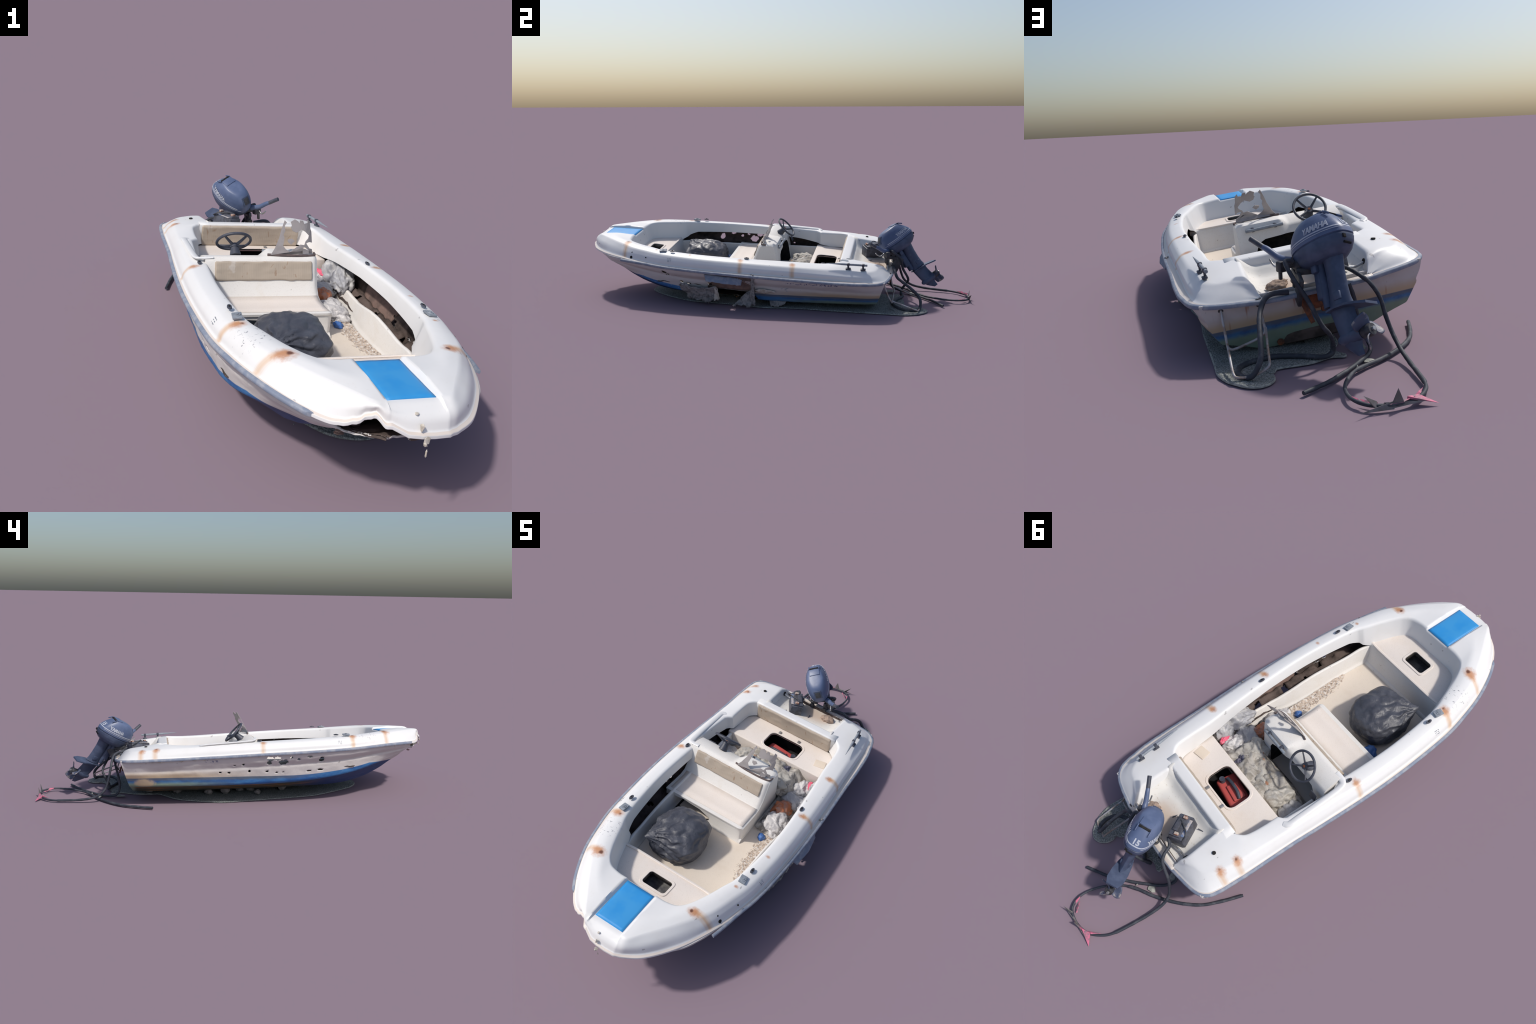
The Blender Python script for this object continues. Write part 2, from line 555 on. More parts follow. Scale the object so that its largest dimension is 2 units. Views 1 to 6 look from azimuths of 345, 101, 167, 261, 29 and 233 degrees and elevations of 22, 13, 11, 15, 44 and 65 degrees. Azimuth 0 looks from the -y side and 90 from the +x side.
def add_disc(bm, r, h, mat4, segs=16, r2=None, mat=0):
    """short cylinder or cone frustum along local z, from 0 to h"""
    r2 = r if r2 is None else r2
    rows = [[mat4 @ Vector((q * math.cos(k * 2 * math.pi / segs), q * math.sin(k * 2 * math.pi / segs), z)) for k in range(segs)]
            for q, z in ((r, 0), (r2, h))]
    V, _ = grid(bm, rows, (lambda i, j: mat), close_v=True)
    for row in V:
        bm.faces.new(row).material_index = mat


def round_poly(pts, radii, k=4):
    """3D polyline with each inner corner replaced by a small arc"""
    P = [Vector(p) for p in pts]
    out = [P[0]]
    for i in range(1, len(P) - 1):
        a, b, c = P[i - 1], P[i], P[i + 1]
        r = min(radii[i - 1], (b - a).length * 0.48, (c - b).length * 0.48)
        p, q = b + (a - b).normalized() * r, b + (c - b).normalized() * r
        for s in range(k + 1):
            t = s / k
            out.append(p * (1 - t) ** 2 + b * 2 * t * (1 - t) + q * t * t)
    out.append(P[-1])
    return out


def fbm(p, o=4):
    return noise.fractal(p, 1.0, 2.0, o)


def pchip(x, xs, ys):
    return float(np.interp(x, xs, ys))


def smooth_table(Y, cols, n):
    """densify a station table along its first column with Catmull-Rom"""
    pts = list(zip(Y, *cols))
    m = len(pts)
    res = []
    for i in range(m - 1):
        p1, p2 = np.array(pts[i]), np.array(pts[i + 1])
        p0 = np.array(pts[i - 1]) if i else 2 * p1 - p2
        p3 = np.array(pts[i + 2]) if i + 2 < m else 2 * p2 - p1
        h = p2[0] - p1[0]
        k = max(2, int(abs(h) / n))
        m1 = (p2 - p0) / max(1e-6, abs(p2[0] - p0[0])) * abs(h)
        m2 = (p3 - p1) / max(1e-6, abs(p3[0] - p1[0])) * abs(h)
        for s in range(k):
            t = s / k
            res.append((2 * t ** 3 - 3 * t * t + 1) * p1 + (t ** 3 - 2 * t * t + t) * m1
                       + (-2 * t ** 3 + 3 * t * t) * p2 + (t ** 3 - t * t) * m2)
    res.append(np.array(pts[-1]))
    return res


def sstep(a, b, x):
    t = min(1, max(0, (x - a) / (b - a)))
    return t * t * (3 - 2 * t)


# ================================================================== THE BOAT
boat = empty('motor_boat', 'old white open dory with worn blue bottom, beached and damaged', 'boat', BOAT)

# ------------------------------------------------------------------ deck ring (half), bow centre -> transom
#      rail x, y, z            fold x, y, z            inner x, y, z          wall foot z
DECK = [
    ((0.000, -0.998, 0.252), (0.000, -0.938, 0.305), (0.000, -0.752, 0.300), 0.212),
    ((0.030, -0.997, 0.252), (0.030, -0.938, 0.305), (0.030, -0.752, 0.300), 0.212),
    ((0.061, -0.993, 0.252), (0.0595, -0.938, 0.305), (0.058, -0.752, 0.300), 0.212),
    ((0.066, -0.992, 0.252), (0.0635, -0.938, 0.312), (0.063, -0.752, 0.309), 0.212),
    ((0.096, -0.975, 0.252), (0.089, -0.935, 0.3125), (0.100, -0.751, 0.308), 0.212),
    ((0.143, -0.942, 0.253), (0.123, -0.890, 0.312), (0.138, -0.742, 0.307), 0.210),
    ((0.191, -0.888, 0.254), (0.166, -0.832, 0.3105), (0.162, -0.722, 0.307), 0.208),
    ((0.237, -0.820, 0.255), (0.211, -0.765, 0.3075), (0.179, -0.695, 0.306), 0.207),
    ((0.283, -0.720, 0.2535), (0.254, -0.690, 0.3025), (0.197, -0.655, 0.303), 0.205),
    ((0.312, -0.620, 0.247), (0.281, -0.600, 0.295), (0.221, -0.590, 0.299), 0.203),
    ((0.335, -0.500, 0.240), (0.304, -0.500, 0.287), (0.249, -0.500, 0.294), 0.240),
    ((0.349, -0.300, 0.231), (0.321, -0.300, 0.278), (0.268, -0.300, 0.286), 0.239),
    ((0.352, -0.100, 0.224), (0.321, -0.100, 0.270), (0.265, -0.100, 0.277), 0.234),
    ((0.346, 0.080, 0.2155), (0.316, 0.080, 0.262), (0.252, 0.080, 0.268), 0.218),
    ((0.341, 0.180, 0.2115), (0.311, 0.180, 0.257), (0.243, 0.180, 0.263), 0.200),
    ((0.338, 0.260, 0.208), (0.307, 0.260, 0.253), (0.241, 0.260, 0.261), 0.186),
    ((0.336, 0.340, 0.205), (0.302, 0.340, 0.249), (0.235, 0.325, 0.263), 0.186),
    ((0.335, 0.385, 0.204), (0.299, 0.385, 0.246), (0.219, 0.352, 0.2655), 0.186),
    ((0.334, 0.415, 0.203), (0.296, 0.415, 0.2445), (0.192, 0.374, 0.2650), 0.186),
    ((0.332, 0.445, 0.202), (0.292, 0.445, 0.243), (0.166, 0.406, 0.2625), 0.186),
    ((0.330, 0.475, 0.201), (0.286, 0.475, 0.241), (0.166, 0.444, 0.257), 0.186),
    ((0.327, 0.510, 0.200), (0.274, 0.505, 0.239), (0.168, 0.490, 0.250), 0.186),
    ((0.317, 0.550, 0.199), (0.252, 0.530, 0.237), (0.170, 0.530, 0.244), 0.186),
    ((0.288, 0.578, 0.1965), (0.222, 0.545, 0.234), (0.167, 0.550, 0.237), 0.185),
    ((0.240, 0.592, 0.193), (0.190, 0.560, 0.226), (0.160, 0.566, 0.227), 0.184),
    ((0.190, 0.600, 0.190), (0.166, 0.576, 0.209), (0.153, 0.580, 0.207), 0.183),
    ((0.150, 0.606, 0.187), (0.150, 0.592, 0.1925), (0.146, 0.592, 0.1915), 0.182),
]
SHARP = {2, 3}          # the little step beside the recessed bow panel


def spread(side, y):
    """how far each side of the old hull has sprung outwards"""
    if side > 0:
        return float(np.interp(y, (-0.996, -0.975, -0.94, -0.8, -0.7, -0.5, -0.2, 0.1, 0.3, 0.43, 0.53, 0.58), (0.0, 0.002, 0.004, 0.003, 0.003, 0.006, 0.009, 0.014, 0.020, 0.018, 0.008, 0.0)))
    return float(np.interp(y, (-0.92, -0.75, -0.5, -0.2, 0.0, 0.2, 0.5), (0.0, 0.004, 0.007, 0.007, 0.004, 0.001, 0.003)))


def deck_half(side):
    seg = 7
    lines = []
    for li in range(3):
        P = [Vector(d[li]) for d in DECK]
        a = P[:3]
        b = P[3:]
        lines.append(a + catmull(b, seg))
    foot = [d[3] for d in DECK]
    fz = foot[:3]
    fb = foot[3:]
    for i in range(len(fb) - 1):
        fz += [fb[i] + (fb[i + 1] - fb[i]) * k / seg for k in range(seg)]
    fz.append(fb[-1])
    rail, fold, inner = lines
    rows = []
    n = len(rail)
    for i in range(n):
        r, f, c = rail[i].copy(), fold[i].copy(), inner[i].copy()
        a, b = inner[max(0, i - 1)], inner[min(n - 1, i + 1)]
        t = Vector((b.x - a.x, b.y - a.y, 0))
        t = t.normalized() if t.length > 1e-6 else Vector((1, 0, 0))
        inw = Vector((-t.y, t.x, 0))         # towards the cockpit
        if i < 4:
            inw = Vector((0, 1, 0))
        # the helm side pocket on the port side is let into the gunwale
        if side < 0:
            c.x += 0.022 * sstep(-0.05, -0.01, c.y) * (1 - sstep(0.185, 0.205, c.y))
        foot_in = 0.022 if c.y < -0.55 else (0.026 * (1 - sstep(0.55, 0.60, c.y)) if c.y > 0.38 else 0.011)
        w = c + inw * foot_in
        w.z = fz[i]
        out = (r - f)
        out.z = 0
        out = out.normalized() if out.length > 1e-6 else Vector((1, 0, 0))
        mid = (f + c) / 2 + Vector((0, 0, 0.003 + 0.004 * sstep(-0.3, -0.7, c.y) if i > 3 else 0.0))
        # the port bow edge has been torn up
        tear = 0.0
        if r.y < -0.8:
            xx = side * r.x
            tear = 0.030 * math.exp(-((xx + 0.097) / 0.045) ** 2) + 0.008 * math.exp(-((xx - 0.0) / 0.09) ** 2)
            tear *= 1 + 0.3 * noise.noise(Vector((xx * 60, 3, 0)))
        sp = spread(side, r.y)
        low = r + Vector((0, 0, tear)) - out * tear * 0.85 + Vector((sp, 0, 0))
        P = [low - out * 0.010 - Vector((0, 0, 0.010)), low - Vector((0, 0, 0.009)), low, low - out * (0.009 + max(0, sp)) + Vector((0, 0, 0.004)),
             (low + f) / 2 + (out * 0.7 + Vector((0, 0, 0.7))) * (0.001 + 0.010 * sstep(-0.78, -0.96, r.y)), f, mid, c, w]
        R = [0.002, 0.002, 0.008, 0.02, 0.009, 0.02, 0.011]
        row = round_poly(P, R, 4)
        rows.append([Vector((side * p.x, p.y, p.z)) for p in row])
    return rows


def deck_mat(i, j):
    return 1 if 8 <= j <= 11 else 0


bm = bmesh.new()
for side in (1, -1):
    rows = deck_half(side)
    grid(bm, rows, deck_mat)
bmesh.ops.remove_doubles(bm, verts=bm.verts, dist=1e-5)
deck = finish(bm, 'deck', [M_DECK, M_FLANGE, M_HULL_IN], boat, 42)
thicken(deck, 0.004, -1)
flatten_normals(deck)

# cross beam between the cockpit and the splash well
prof = round_poly([(0, 0.368, 0.182), (0, 0.3555, 0.2670), (0, 0.402, 0.2620), (0, 0.409, 0.184)], [0.010, 0.010], 5)
bm = bmesh.new()
grid(bm, [[Vector((x, p.y, p.z)) for p in prof] for x in np.linspace(-0.205, 0.205, 12)])
thicken(finish(bm, 'cross_beam', M_DECK, boat), 0.004, -1)

# splash well floor and the low transom cap
bm = bmesh.new()
rows = []
for i in range(25):
    y = 0.385 + 0.222 * i / 24
    z = 0.187 + 0.020 * sstep(0.58, 0.43, y)
    rows.append([Vector((x, y, z + 0.0015 * fbm(Vector((x * 20, y * 20, 1))) + 0.030 * sstep(0.112, 0.176, abs(x)) ** 1.5 * (1 - sstep(0.54, 0.60, y)) + 0.030 * sstep(0.455, 0.403, y) ** 1.6)) for x in np.linspace(-0.172, 0.172, 28)])
grid(bm, rows)


def well_mat():
    n = Nodes('stained_well_floor', 0.6, 0.3)
    f = n.step(n.math('ADD', n.dist((0.02, 0.53, 0.19), (0.8, 1.2, 1)), n.math('MULTIPLY', n.noise(20, 5), 0.05)), 0.13, 0.05)
    c = n.mix(n.math('MULTIPLY', f, 0.7), (0.72, 0.70, 0.66), (0.55, 0.40, 0.29))
    c = n.mix(n.step(n.noise(90, 4), 0.58, 0.72), c, (0.55, 0.50, 0.44))
    return n.color(c)


M_WELL = well_mat()
thicken(finish(bm, 'splash_well_floor', M_WELL, boat), 0.004, -1)
bm = bmesh.new()
prof = round_poly([(0, 0.592, 0.180), (0, 0.594, 0.1935), (0, 0.609, 0.1895), (0, 0.609, 0.178)], [0.004, 0.005], 4)
grid(bm, [[Vector((x, p.y + 0.002 * (1 - (x / 0.16) ** 2), p.z + 0.0008 * fbm(Vector((x * 40, 0, 2))))) for p in prof] for x in np.linspace(-0.158, 0.158, 24)])
thicken(finish(bm, 'transom_cap', M_FLANGE, boat), 0.004, -1)

# recessed blue grip panel on the foredeck
bm = bmesh.new()
rows = []
for i in range(15):
    y = -0.925 + 0.168 * i / 14
    rows.append([Vector((x, y, 0.3062 - 0.0045 * (y + 0.925) / 0.17 + 0.0025 * (1 - abs(x / 0.056) ** 6) * (1 - abs((y + 0.841) / 0.084) ** 8)
                         + 0.0006 * fbm(Vector((x * 30, y * 30, 5))))) for x in np.linspace(-0.0565, 0.0565, 13)])
grid(bm, rows)
thicken(finish(bm, 'grip_panel', M_PANEL, boat), 0.003, -1)

# ------------------------------------------------------------------ rubber rub rail, torn away round the bow
def rail_line(side, y0):
    P = catmull([Vector(d[0]) for d in DECK[3:]], 7)
    P = [Vector((side * (p.x + spread(side, p.y)), p.y, p.z)) for p in P]
    return [p for p in P if p.y > y0]


a = rail_line(1, -0.742)
b = rail_line(-1, -0.885)
mid = catmull([a[-1], Vector((0.07, 0.6115, 0.1865)), Vector((-0.07, 0.6115, 0.1865)), b[-1]], 6)
path = a[:-1] + mid[:-1] + b[::-1]
rows = []
n = len(path)
for i, p in enumerate(path):
    t = (path[min(n - 1, i + 1)] - path[max(0, i - 1)])
    o = Vector((t.y, -t.x, 0)).normalized()
    if o.x * p.x < 0 and abs(p.x) > 0.2:
        o = -o
    elif abs(p.x) <= 0.2:
        o = Vector((o.x, abs(o.y), 0))
    q = p.copy()
    if i < 10:                                   # sprung starboard end
        q += o * 0.013 * (1 - i / 10) ** 1.5 + Vector((0, 0, -0.004 * (1 - i / 10)))
    up = Vector((0, 0, 1))
    rows.append([q + o * 0.0035 + up * (-0.0095), q + o * 0.0055 + up * -0.006, q + o * 0.0055 + up * -0.001,
                 q + o * 0.003 + up * 0.002, q - o * 0.004 + up * 0.003, q - o * 0.008 + up * -0.006])
bm = bmesh.new()
V, _ = grid(bm, rows, close_v=True)
bm.faces.new(V[0])
bm.faces.new(V[-1])
finish(bm, 'rub_rail', M_RAIL, boat, 60)

# ------------------------------------------------------------------ hull
#        y      top x,z          knuckle x,z     chine x,z       runner x,z       inner x   tunnel z
HULL = [
    (-0.957, 0.068, 0.240, 0.065, 0.238, 0.060, 0.236, 0.045, 0.238, 0.030, 0.237),
    (-0.940, 0.100, 0.240, 0.093, 0.236, 0.085, 0.234, 0.062, 0.233, 0.030, 0.232),
    (-0.917, 0.138, 0.241, 0.125, 0.231, 0.108, 0.224, 0.085, 0.221, 0.032, 0.220),
    (-0.872, 0.185, 0.243, 0.166, 0.224, 0.143, 0.211, 0.115, 0.204, 0.034, 0.204),
    (-0.830, 0.222, 0.244, 0.200, 0.216, 0.176, 0.197, 0.138, 0.179, 0.038, 0.179),
    (-0.780, 0.250, 0.245, 0.222, 0.211, 0.197, 0.184, 0.152, 0.154, 0.042, 0.154),
    (-0.720, 0.276, 0.245, 0.247, 0.205, 0.225, 0.168, 0.160, 0.118, 0.050, 0.120),
    (-0.650, 0.302, 0.243, 0.271, 0.198, 0.256, 0.150, 0.165, 0.085, 0.060, 0.088),
    (-0.560, 0.324, 0.237, 0.292, 0.187, 0.281, 0.125, 0.168, 0.057, 0.072, 0.064),
    (-0.450, 0.338, 0.231, 0.306, 0.175, 0.292, 0.103, 0.169, 0.042, 0.080, 0.054),
    (-0.300, 0.344, 0.225, 0.315, 0.165, 0.300, 0.086, 0.170, 0.036, 0.088, 0.052),
    (-0.100, 0.345, 0.217, 0.318, 0.155, 0.300, 0.077, 0.170, 0.031, 0.093, 0.053),
    (0.100, 0.337, 0.209, 0.314, 0.148, 0.296, 0.072, 0.170, 0.030, 0.095, 0.057),
    (0.260, 0.329, 0.203, 0.308, 0.142, 0.287, 0.070, 0.168, 0.028, 0.096, 0.058),
    (0.400, 0.323, 0.198, 0.302, 0.138, 0.279, 0.070, 0.165, 0.029, 0.096, 0.059),
    (0.505, 0.319, 0.195, 0.305, 0.137, 0.275, 0.071, 0.162, 0.030, 0.096, 0.060),
    (0.575, 0.309, 0.192, 0.296, 0.136, 0.267, 0.072, 0.158, 0.031, 0.096, 0.060),
]
HOLES = [   # side, y, z, half length, half height
    (-1, -0.124, 0.198, 0.019, 0.013), (-1, -0.160, 0.199, 0.018, 0.011), (-1, -0.120, 0.177, 0.014, 0.010),
    (-1, -0.190, 0.180, 0.023, 0.016), (-1, -0.226, 0.203, 0.009, 0.007), (-1, -0.262, 0.193, 0.009, 0.008),
    (-1, -0.315, 0.206, 0.016, 0.006), (-1, -0.376, 0.190, 0.014, 0.015), (-1, 0.003, 0.172, 0.007, 0.006),
    (-1, 0.045, 0.167, 0.006, 0.005), (-1, 0.112, 0.134, 0.008, 0.006), (-1, 0.072, 0.132, 0.009, 0.005),
    (-1, -0.027, 0.138, 0.008, 0.007), (-1, -0.112, 0.135, 0.010, 0.005),
    (-1, -0.158, 0.129, 0.008, 0.005), (-1, -0.190, 0.129, 0.009, 0.004),
    (-1, -0.318, 0.133, 0.014, 0.004), (-1, -0.375, 0.138, 0.018, 0.005),
    (1, -0.502, 0.203, 0.015, 0.014), (1, -0.488, 0.190, 0.012, 0.008), (1, -0.418, 0.155, 0.012, 0.007),
    (1, -0.385, 0.148, 0.008, 0.005), (1, -0.445, 0.184, 0.012, 0.003),
    (1, -0.160, 0.128, 0.125, 0.078), (1, -0.215, 0.085, 0.07, 0.035), (1, -0.10, 0.080, 0.07, 0.035),
]


def hole_f(side, p):
    best, who = 9.0, None
    if p.z < 0.045:
        return best, None
    for h in HOLES:
        if h[0] * side < 0:
            continue
        dy, dz = (p.y - h[1]) / h[3], (p.z - h[2]) / h[4]
        d = math.hypot(dy, dz)
        if d > 1.8:
            continue
        a = math.atan2(dz, dy)
        k = 1 + (0.42 if h[3] < 0.05 else 0.16) * noise.noise(Vector((math.cos(a) * 2.6 + h[1] * 90, math.sin(a) * 2.6, h[2] * 50)))
        k *= 0.92 + 0.12 * noise.noise(p * 160)
        if d / k < best:
            best, who = d / k, h
    return best, who


def bow_gash(c):
    """the port bow plating is missing under the deck edge"""
    if c.y > -0.868 or c.x > -0.02:
        return False
    n = noise.noise(Vector((c.x * 45, c.y * 45, 2)))
    zc = float(np.interp(c.y, (-0.957, -0.94, -0.917, -0.872, -0.83), (0.236, 0.231, 0.222, 0.211, 0.197)))
    return c.z > zc + 0.028 * max(0, 1 - (-0.868 - c.y) / 0.045) + 0.005 * n


def hull_half(side):
    tab = smooth_table([h[0] for h in HULL], [[h[k] for h in HULL] for k in range(1, 11)], 0.0056)
    rows = []
    for s in tab:
        y = s[0]
        top, kn, ch, ru = (s[1], s[2]), (s[3], s[4]), (s[5], s[6]), (s[7], s[8])
        rin, tz = s[9], s[10]
        zc = tz
        ledge = 0.004 * sstep(-0.95, -0.6, y)
        sp = spread(side, y)
        top, kn = (top[0] + sp * 0.7, top[1]), (kn[0] + sp * 0.4, kn[1])
        pts = [(top[0], y, top[1] + 0.006), (top[0] - 0.003, y, (top[1] * 0.6 + kn[1] * 0.4)), (kn[0] - ledge * 0.5, y, kn[1] + 0.004),
               (kn[0] + ledge * 0.3, y, kn[1] - 0.004), (ch[0] + 0.004, y, ch[1] + 0.006),
               (ch[0], y, ch[1]), ((ch[0] * 0.5 + ru[0] * 0.5) - 0.002, y, (ch[1] + ru[1]) / 2 + 0.002), (ru[0], y, ru[1]), (rin + 0.01, y, ru[1] - 0.001),
               (rin - 0.004, y, zc), (0, y, zc - 0.002)]
        row = round_poly(pts, [0.02, 0.004, 0.004, 0.003, 0.003, 0.02, 0.01, 0.006, 0.006], 3)
        # even resampling so holes can be torn cleanly
        fine = [row[0]]
        for p, q in zip(row, row[1:]):
            k = max(1, int((q - p).length / 0.0058))
            fine += [p.lerp(q, t / k) for t in range(1, k + 1)]
        rows.append(fine)
    m = 84
    out = []
    for fine in rows:           # common count
        L = [0]
        for p, q in zip(fine, fine[1:]):
            L.append(L[-1] + (q - p).length)
        # keep rows aligned by index fraction of arclength
        s = np.linspace(0, L[-1], m)
        X = np.interp(s, L, [p.x for p in fine])
        Y = np.interp(s, L, [p.y for p in fine])
        Z = np.interp(s, L, [p.z for p in fine])
        r = []
        for x, y, z in zip(X, Y, Z):
            p = Vector((x, y, z))
            # dents and waves of old laminate; transom rake
            wv = 0.0022 * fbm(Vector((y * 14, z * 26, side * 9))) * sstep(-0.95, -0.7, y) * (1 - sstep(0.45, 0.55, y))
            if z > 0.07:
                p.x += wv
            # starboard side is stove in round the big hole
            if side > 0 and z > 0.05:
                q = math.exp(-(((y + 0.16) / 0.13) ** 2 + ((z - 0.11) / 0.06) ** 2))
                p.x -= q * (0.010 + 0.012 * noise.noise(Vector((y * 30, z * 40, 2))))
            p.y += (p.z - 0.19) * 0.30 * sstep(0.40, 0.575, y) if y > 0.40 else 0
            p.x += (0.014 if side > 0 else -0.004) * sstep(-0.5, -0.85, y) * sstep(0.0, 0.04, x)
            # torn bow lip on port side
            if y < -0.80 and z > 0.215:
                xx = side * x
                q = math.exp(-((xx + 0.10) / 0.065) ** 2) * (1 + 0.5 * noise.noise(Vector((xx * 70, 8, 0))))
                p.z -= 0.006 * q
            r.append(p)
        out.append(r)
    return out


bm = bmesh.new()
ends = []
for side in (1, -1):
    rows = hull_half(side)
    rows = [[Vector((side * p.x, p.y, p.z)) for p in r] for r in rows]
    V, F = grid(bm, rows)
    bm.verts.index_update()
    doomed = [f for f in F if hole_f(side, f.calc_center_median())[0] < 1 or bow_gash(f.calc_center_median())]
    bmesh.ops.delete(bm, geom=doomed, context='FACES')
    for v in bm.verts:                      # pull the ragged rim on to the torn outline
        if v.is_boundary and side * v.co.x > 0.1:
            f, h = hole_f(side, v.co)
            if h and 0.3 < f < 1.9:
                k = min(1.35, max(0.7, 1 / f))
                v.co.y = h[1] + (v.co.y - h[1]) * k
                v.co.z = h[2] + (v.co.z - h[2]) * k
    ends.append(([p.copy() for p in rows[0]], [p.copy() for p in rows[-1]]))
# blunt bow plate and transom
for k, taper in ((0, 0), (1, 0)):
    A, B = ends[0][k], ends[1][k]
    steps = 20
    P = []
    for a, b in zip(A, B):
        row = []
        for s in range(steps + 1):
            q = a.lerp(b, s / steps)
            if k == 0:
                q.y -= 0.006 * (1 - (2 * s / steps - 1) ** 2)
            else:
                q.y += 0.006 * (1 - (2 * s / steps - 1) ** 2)
            row.append(q)
        P.append(row)
    V, F = grid(bm, P)
    if k == 0:
        bmesh.ops.delete(bm, geom=[f for f in F if f.calc_center_median().x < -0.012 + 0.006 * noise.noise(f.calc_center_median() * 90)], context='FACES')
bmesh.ops.remove_doubles(bm, verts=bm.verts, dist=1e-5)
hull = finish(bm, 'hull', [M_HULL, M_HULL_IN], boat, 40)
thicken(hull, 0.005, -1, 1)
flatten_normals(hull)

# torn starboard side: plywood behind the skin, peeled strip, fibre lump, hanging shards
def sheet(name, mat, pts, th, parent, nx=10, rough=0.004, seed=0, lift=None):
    """ragged bent sheet spanned between two edge curves (top edge, bottom edge)"""
    top, bot = pts
    A, B = catmull(top, 8), catmull(bot, 8)
    bm = bmesh.new()
    rows = []
    for i in range(nx + 1):
        t = i / nx
        row = []
        for k, (p, q) in enumerate(zip(A, B)):
            w = p.lerp(q, t)
            nz = Vector((fbm(w * 40 + Vector((seed, 0, 0))), fbm(w * 40 + Vector((0, seed + 5, 0))), fbm(w * 40 + Vector((0, 0, seed + 9))))) * rough
            if i == nx:
                w = w + Vector((0, 0, noise.noise(w * 130 + Vector((seed, 0, 0))) * rough * 2))
            w = w + nz
            w.z = max(w.z, 0.006 + 0.121 * w.x)      # keep clear of the ground (boat heels)
            row.append(w)
        rows.append(row)
    grid(bm, rows)
    ob = finish(bm, name, mat, parent, 50)
    thicken(ob, th, 0)
    return ob


sheet('plywood_panel', M_PLY, ([(0.322, -0.285, 0.196), (0.320, -0.17, 0.188), (0.318, -0.05, 0.186)],
                               [(0.306, -0.25, 0.132), (0.303, -0.17, 0.128), (0.304, -0.045, 0.122)]), 0.006, boat, 8, 0.002, 1)
sheet('peeled_strip', M_RAIL, ([(0.352, -0.285, 0.216), (0.354, -0.18, 0.210), (0.352, -0.095, 0.204)],
                               [(0.374, -0.272, 0.190), (0.380, -0.18, 0.182), (0.366, -0.10, 0.172)]), 0.003, boat, 6, 0.002, 2)
sheet('torn_skin', M_FIBRE, ([(0.352, -0.052, 0.228), (0.362, -0.040, 0.230)], [(0.330, -0.064, 0.058), (0.340, -0.038, 0.060)]), 0.006, boat, 16, 0.006, 3)
sheet('torn_skin', M_FIBRE, ([(0.330, -0.43, 0.150), (0.340, -0.33, 0.142), (0.338, -0.235, 0.146)],
                             [(0.292, -0.39, 0.074), (0.318, -0.31, 0.060), (0.322, -0.226, 0.078)]), 0.007, boat, 16, 0.011, 4)
sheet('torn_skin', M_SHARD, ([(0.346, -0.240, 0.148), (0.336, -0.224, 0.135)], [(0.334, -0.246, 0.066), (0.322, -0.224, 0.078)]), 0.005, boat, 10, 0.007, 5)
sheet('torn_skin', M_SHARD, ([(0.331, -0.04, 0.140), (0.334, 0.0, 0.147), (0.330, 0.06, 0.136)],
                             [(0.325, -0.04, 0.128), (0.326, 0.01, 0.124), (0.324, 0.062, 0.126)]), 0.003, boat, 4, 0.003, 6)
sheet('torn_skin', M_FIBRE, ([(0.312, -0.115, 0.085), (0.322, -0.08, 0.125), (0.326, -0.05, 0.125)],
                             [(0.340, -0.150, 0.054), (0.346, -0.11, 0.062), (0.338, -0.06, 0.058)]), 0.005, boat, 12, 0.009, 7)
for k, (y0, y1) in enumerate(((0.02, 0.11),)):        # ragged bottom edge further aft
    sheet('torn_skin', M_FIBRE, ([(0.288, y0, 0.072), (0.290, (y0 + y1) / 2, 0.076), (0.286, y1, 0.072)],
                                 [(0.300, y0 + 0.01, 0.050), (0.305, (y0 + y1) / 2, 0.046), (0.298, y1 - 0.02, 0.056)]), 0.004, boat, 6, 0.006, 12 + k)

# bow damage: curled flakes and the torn eye with a dangling splinter
def flake(bm, p, size, seed, stretch=(1, 1, 1)):
    rnd = random.Random(seed)
    r = bmesh.ops.create_icosphere(bm, subdivisions=1, radius=1)
    for v in r['verts']:
        v.co = Vector(p) + Vector((v.co.x * stretch[0], v.co.y * stretch[1], v.co.z * stretch[2])) * size * rnd.uniform(0.6, 1.15)


bm = bmesh.new()
flake(bm, (0.006, -0.997, 0.252), 0.011, 3, (0.7, 0.5, 1.2))
flake(bm, (-0.002, -0.985, 0.275), 0.009, 4, (0.6, 0.7, 1.6))
flake(bm, (-0.008, -0.966, 0.297), 0.0045, 5, (1, 1, 0.8))
flake(bm, (0.003, -0.999, 0.245), 0.0055, 6, (1, 0.9, 1))
flake(bm, (0.010, -0.998, 0.222), 0.013, 8, (0.16, 0.16, 1))
finish(bm, 'torn_bow_eye', M_SHARD, boat, 15)
bm = bmesh.new()
for k in range(26):
    y = -0.86 + k * 0.052 + random.uniform(-0.015, 0.015)
    if y > 0.5:
        break
    for d0, d1 in zip(DECK[3:], DECK[4:]):
        if d0[0][1] <= y <= d1[0][1]:
            t = (y - d0[0][1]) / (d1[0][1] - d0[0][1])
            x = d0[0][0] + t * (d1[0][0] - d0[0][0])
            z = d0[0][2] + t * (d1[0][2] - d0[0][2])
            flake(bm, (-(x - 0.006), y, z - 0.012), random.uniform(0.004, 0.008), k, (0.25, random.uniform(1.2, 2.6), 0.7))
            break
ob = finish(bm, 'chipped_lip', M_SHARD, boat, 15)
ob['kind'] = 'stuff'
bm = bmesh.new()
rnd = random.Random(11)
